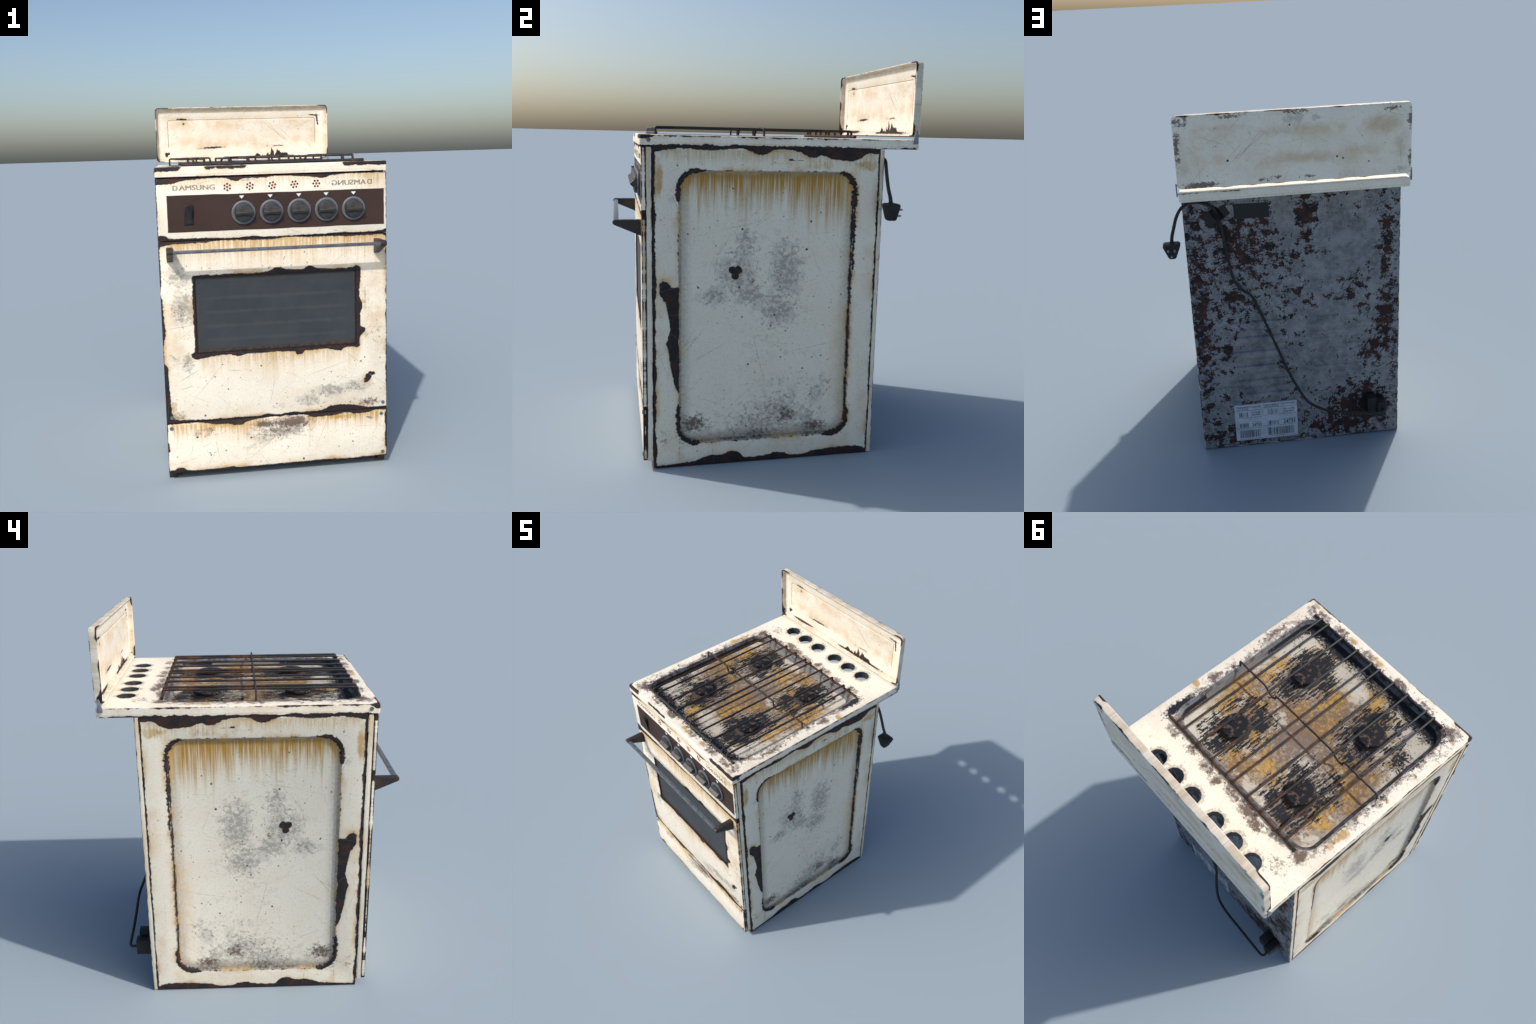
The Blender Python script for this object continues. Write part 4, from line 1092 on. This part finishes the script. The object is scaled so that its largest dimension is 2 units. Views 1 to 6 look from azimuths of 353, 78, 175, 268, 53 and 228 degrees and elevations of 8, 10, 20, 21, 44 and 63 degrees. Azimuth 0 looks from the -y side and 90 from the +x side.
# ---- raised lid ----------------------------------------------------------
LX0, LX1, LZ0, LZ1 = -.638, .534, 1.642, 2.000
lc = ((LX0 + LX1) / 2, (LZ0 + LZ1) / 2); lh = ((LX1 - LX0) / 2, (LZ1 - LZ0) / 2)
sec = [(-.006, .7385), (-.0025, .7380), (-.0007, .7362), (0, .733), (0, .7008), (.0008, .700), (.0030, .700), (.0040, .7012),
       (.0048, .716), (.0075, .7235), (.0125, .7270), (.018, .7275)]      # inset, y : from the back round the rim to the dish
bm = bmesh.new()
loops = [[(u, y, v) for u, v in rr_loop(*lc, lh[0] - abs(i), lh[1] - abs(i), .022 - abs(i) * .6, 6)] for i, y in sec]
loft(bm, loops, True, False)
# raised field of the dish with its fine crease
pc, ph = ((-.557 + .452) / 2, (1.700 + 1.918) / 2), ((.452 + .557) / 2, (1.918 - 1.700) / 2)
last = [v for v in bm.verts if abs(v.co.y - .7275) < 1e-6]
loops2 = [[(u, .7275 + (y - .7275) * min(1, max(0, (v - 1.725) / .05)), v) for u, v in rr_loop(*pc, ph[0] - i, ph[1] - i, .016 - i * .3, 6)] for i, y in ((-.002, .72751), (0, .7288), (.0015, .7288), (.0035, .7266))]
rows = loft(bm, loops2, False, True)
n = len(rows[0])
lastring = last[-n:] if len(last) >= n else last
ordered = sorted(last, key=lambda v: v.index)
bm.verts.index_update()
ring = [v for v in bm.verts if abs(v.co.y - .7275) < 1e-6 and v not in rows[0]]
ring.sort(key=lambda v: v.index)
for i in range(n):
    j = (i + 1) % n
    bm.faces.new((ring[i], ring[j], rows[0][j], rows[0][i]))
lid = link('lid', mesh_from(bm, 'lid'), M['lid'], cooker, 40)
for hx in (LX0 - .0090, LX1 + .0040):
    bm = bmesh.new()
    prism(bm, [(.702, 1.606), (.706, 1.603), (.724, 1.603), (.728, 1.606), (.728, 1.625), (.7245, 1.664), (.7215, 1.669), (.7165, 1.669), (.7135, 1.664), (.703, 1.622)],
          lambda u, v, w: (w, u, v), hx, hx + .006, .0008)
    link('hinge', mesh_from(bm, 'hinge'), M['hinge'], lid, 30)
    bm = bmesh.new()
    for hy, hz in ((.719, 1.660), (.715, 1.613)):
        lathe(bm, [(.0042, 0), (.0042, .026)], lambda u, v, w, hy=hy, hz=hz, hx=hx: (hx - .0004 + w if hx < 0 else hx + .0064 - w, hy + u, hz + v), 12)
    link('hinge_pin', mesh_from(bm, 'hinge_pin'), M['hinge'], lid, 30)

# ---- back ----------------------------------------------------------------
back = box('back_panel', (XL + .004, XR - .004, YB - .004, YB + .0015, .006, 1.573), M['back'], cooker, .0006, 1)
# pressed louvres, two columns
for (ua, ub), zs in (((.000, .338), (.79, .697, .605, .512, .420, .330)), ((-.492, -.118), (.785, .697, .605, .517, .425, .335))):
    for zc_ in zs:
        x0_ = ua if not (ua < -.4 and zc_ > .7) else ua + .15
        if ua < -.4: x0_ = max(ua, -.492 + max(0, (.62 - zc_)) * .55)
        cu_, hu_ = (x0_ + ub) / 2, (ub - x0_) / 2
        lift = .6 if ua < -.4 else 1.7
        bm = bmesh.new()
        lps = [[(u, YB + .0013 + h, v) for u, v in rr_loop(cu_, zc_, hu_ - i, .027 - i, .024 - i, 6)] for i, h in ((0, 0), (.0015, .0016 * lift), (.004, .0062 * lift), (.009, .0080 * lift))]
        loft(bm, lps, False, True)
        link('louvre', mesh_from(bm, 'louvre'), M['back'], back, 60)
# rivets round the edge of the sheet
bm = bmesh.new()
lathe(bm, [(.0085, -.001), (.008, .0012), (.0055, .0026), (.0, .0030)], lambda u, v, w: (u, w, v), 12, False)
riv_me = mesh_from(bm, 'rivet')
spots = [(x_, .04 + k * .0537) for x_ in (XL + .024, XR - .031) for k in range(28)] + [(XL + .075 + k * .0541, .024) for k in range(19)]
for x_, z_ in spots:
    o = link('rivet', riv_me, M['rivet'], back, 60); o.location = (x_, YB + .0015, z_)

# rating label: paper, rules, bar codes and figures
LB = (-.342, .026, .042, .2835)       # in u = -x, z
bm = bmesh.new()
prism(bm, [(LB[0], LB[2]), (LB[1], LB[2] + .001), (LB[1] - .001, LB[3] - .001), (LB[0] - .001, LB[3])], on_back, 0.0, .0062)
label = link('rating_label', mesh_from(bm, 'rating_label'), M['paper'], cooker, 30)
W, H = LB[1] - LB[0], LB[3] - LB[2]
at = lambda u, v, w: on_back(LB[0] + u * W, LB[2] + v * H, .0062 + w)
bm = bmesh.new()
def ink_rect(u0, u1, v0, v1):
    prism(bm, [(u0, v0), (u1, v0), (u1, v1), (u0, v1)], at, -.0004, .0004)
rb = random.Random(12)
def barcode(u0, u1, v0, v1):
    u = u0
    while u < u1:
        w = rb.choice((.0035, .0035, .006, .010)); ink_rect(u, min(u + w, u1), v0, v1)
        u += w + rb.choice((.003, .005, .006, .010, .014))
for uu0, uu1, v in ((0.02, .44, .835), (.46, .98, .86), (.02, .44, .635), (.46, .98, .655), (.27, .42, .50), (.70, .98, .50), (.02, .42, .33), (.46, .98, .345), (.05, .42, .03), (.46, .96, .045)):
    ink_rect(uu0, uu1, v, v + .006)
for uu in (.26, .445, .775): ink_rect(uu, uu + .003, .64, .83)
barcode(.07, .21, .66, .80); barcode(.52, .70, .68, .83)
barcode(.07, .21, .36, .48); barcode(.52, .70, .37, .49)
barcode(.06, .39, .07, .28); barcode(.51, .94, .08, .30)
link('label_print', mesh_from(bm, 'label_print'), M['ink'], label, None, 'stuff')
for body, bx in (('24733', (.265, .415, .365, .465)), ('24733', (.775, .965, .375, .485)),
                 ('PN 224786', (.275, .41, .745, .785)), ('8836 M627', (.275, .40, .685, .725)), ('P/N 2247786', (.79, .955, .765, .805)), ('16308 DMG27', (.79, .95, .70, .74)),
                 ('COOKER ASSY MODEL D 27', (.03, .26, .90, .96)), ('CONV-G TYPE 2', (.27, .42, .90, .95)), ('COOKER ASSY MODEL D 27', (.46, .72, .91, .965)), ('CONV-G TYPE 2 SERIES', (.74, .965, .92, .965)),
                 ('GAS 4 BURNER', (.04, .22, .85, .885)), ('GAS 4 BURNER ELECTRIC IGNITION', (.47, .70, .875, .90))):
    me = text_mesh(body, 'figures', bx, at, .0005, .01, res=2)
    link('figures', me, M['ink'], label, None)

# strips of black tape; two hold the lead down
def strip(name, corners, h0, h1):
    bm = bmesh.new()
    prism(bm, corners, lambda u, v, w: (u, YB + .0015 + w, v), h0, h1, .0004, 1)
    return link(name, mesh_from(bm, name), M['tape'], back, 30)
strip('tape', [(.265, 1.500), (.265, 1.417), (.077, 1.415), (.080, 1.497)], 0.0, .0016)
for quad in ([(.428, 1.432), (.378, 1.463), (.352, 1.412), (.398, 1.379)], [(.349, 1.486), (.311, 1.504), (.284, 1.452), (.322, 1.424)]):
    strip('tape', quad, 0.0, .0018)
# the taped bridge bulging over the lead
bm = bmesh.new()
a, c = Vector((.375, 0, 1.438)), Vector((.335, 0, 1.466))
across = (c - a).normalized(); along = Vector((-across.z, 0, across.x))
rows_ = []
for i in range(9):
    t = i / 8; h = math.sin(math.pi * t) ** .8 * .020 + .0015
    p = a.lerp(c, t)
    rows_.append([Vector((p.x, YB + .0015 + h, p.z)) + along * s for s in (-.036, -.034, .034, .036)])
vr = [[bm.verts.new(p) for p in r] for r in rows_]
for r0, r1 in zip(vr, vr[1:]):
    for k in range(3): bm.faces.new((r0[k], r0[k + 1], r1[k + 1], r1[k]))
bmesh.ops.solidify(bm, geom=bm.faces[:], thickness=.0015)
link('tape', mesh_from(bm, 'tape'), M['tape'], back, 60)

# terminal box, two stepped blocks
terminal = box('terminal_box', (-.491, -.434, YB, .640, .160, .286), M['rubber'], cooker, .003)
box('terminal_cover', (-.546, -.489, YB, .654, .170, .262), M['rubber'], terminal, .008, 3)
bm = bmesh.new()
lathe(bm, [(.012, .648), (.012, .657), (.009, .657), (.009, .650)], lambda u, v, w: (-.520 + u, w, .212 + v), 16)
link('cable_gland', mesh_from(bm, 'cable_gland'), M['rubber'], terminal, 40)

# mains lead from the terminal box up to the tape and round to the plug
lead = spline([(-.520, .650, .213), (-.527, .676, .215), (-.512, .690, .222), (-.45, .691, .222), (-.343, .690, .237), (-.268, .690, .252), (-.194, .690, .269), (-.143, .688, .292), (-.100, .681, .317), (-.066, .667, .347),
               (-.028, .639, .409), (.015, .598, .490), (.071, .573, .638), (.141, .572, .831), (.197, .572, .968), (.250, .572, 1.016), (.291, .572, 1.083), (.311, .572, 1.196), (.328, .573, 1.330), (.342, .574, 1.416),
               (.362, .574, 1.478), (.392, .574, 1.506), (.425, .574, 1.522), (.457, .575, 1.528), (.490, .575, 1.526), (.520, .572, 1.513), (.544, .566, 1.489), (.566, .563, 1.449), (.584, .566, 1.394), (.597, .573, 1.349), (.601, .577, 1.318)], 7)
bm = bmesh.new(); sweep(bm, lead, lambda t: .0082 + .0012 * max(0, (t - .72) / .28), 10)
cable = link('mains_lead', mesh_from(bm, 'mains_lead'), M['cable'], cooker, 60)

# three-pin plug: rounded triangular body tapering downwards
bm = bmesh.new()
tri = [(.0445, .0), (.046, -.006), (.043, -.016), (.020, -.072), (.012, -.078), (-.012, -.078), (-.020, -.072), (-.043, -.016), (-.046, -.006), (-.0445, .0), (-.036, .006), (.036, .006)]
def plug_ring(f, y, sh):
    return [(.603 + u * f, y + (v + .03) * sh, 1.312 + (v + .036) * f - .036) for u, v in tri]
loft(bm, [plug_ring(.80, .549, -.10), plug_ring(.95, .553, -.12), plug_ring(1.0, .562, -.16), plug_ring(1.0, .602, .10), plug_ring(.95, .607, .10), plug_ring(.82, .6085, .08)], True, True)
plug = link('plug', mesh_from(bm, 'plug'), M['rubber'], cooker, 45)
bm = bmesh.new()
lathe(bm, [(.0085, 1.352), (.0100, 1.325), (.0125, 1.322), (.0125, 1.310)], lambda u, v, w: (.601 + u + (1.318 - w) * .10, .577 + v + (1.318 - w) * .08, w), 14)
link('cord_grip', mesh_from(bm, 'cord_grip'), M['rubber'], plug, 50)
for px, pz in ((.6205, 1.289), (.5875, 1.287), (.6050, 1.257)):
    bm = bmesh.new()
    lathe(bm, [(.0055, .600), (.0055, .628), (.004, .631), (.0, .631)], lambda u, v, w, px=px, pz=pz: (px + u, w, pz + v), 12, False)
    link('plug_pin', mesh_from(bm, 'plug_pin'), M['pin'], plug, 40)
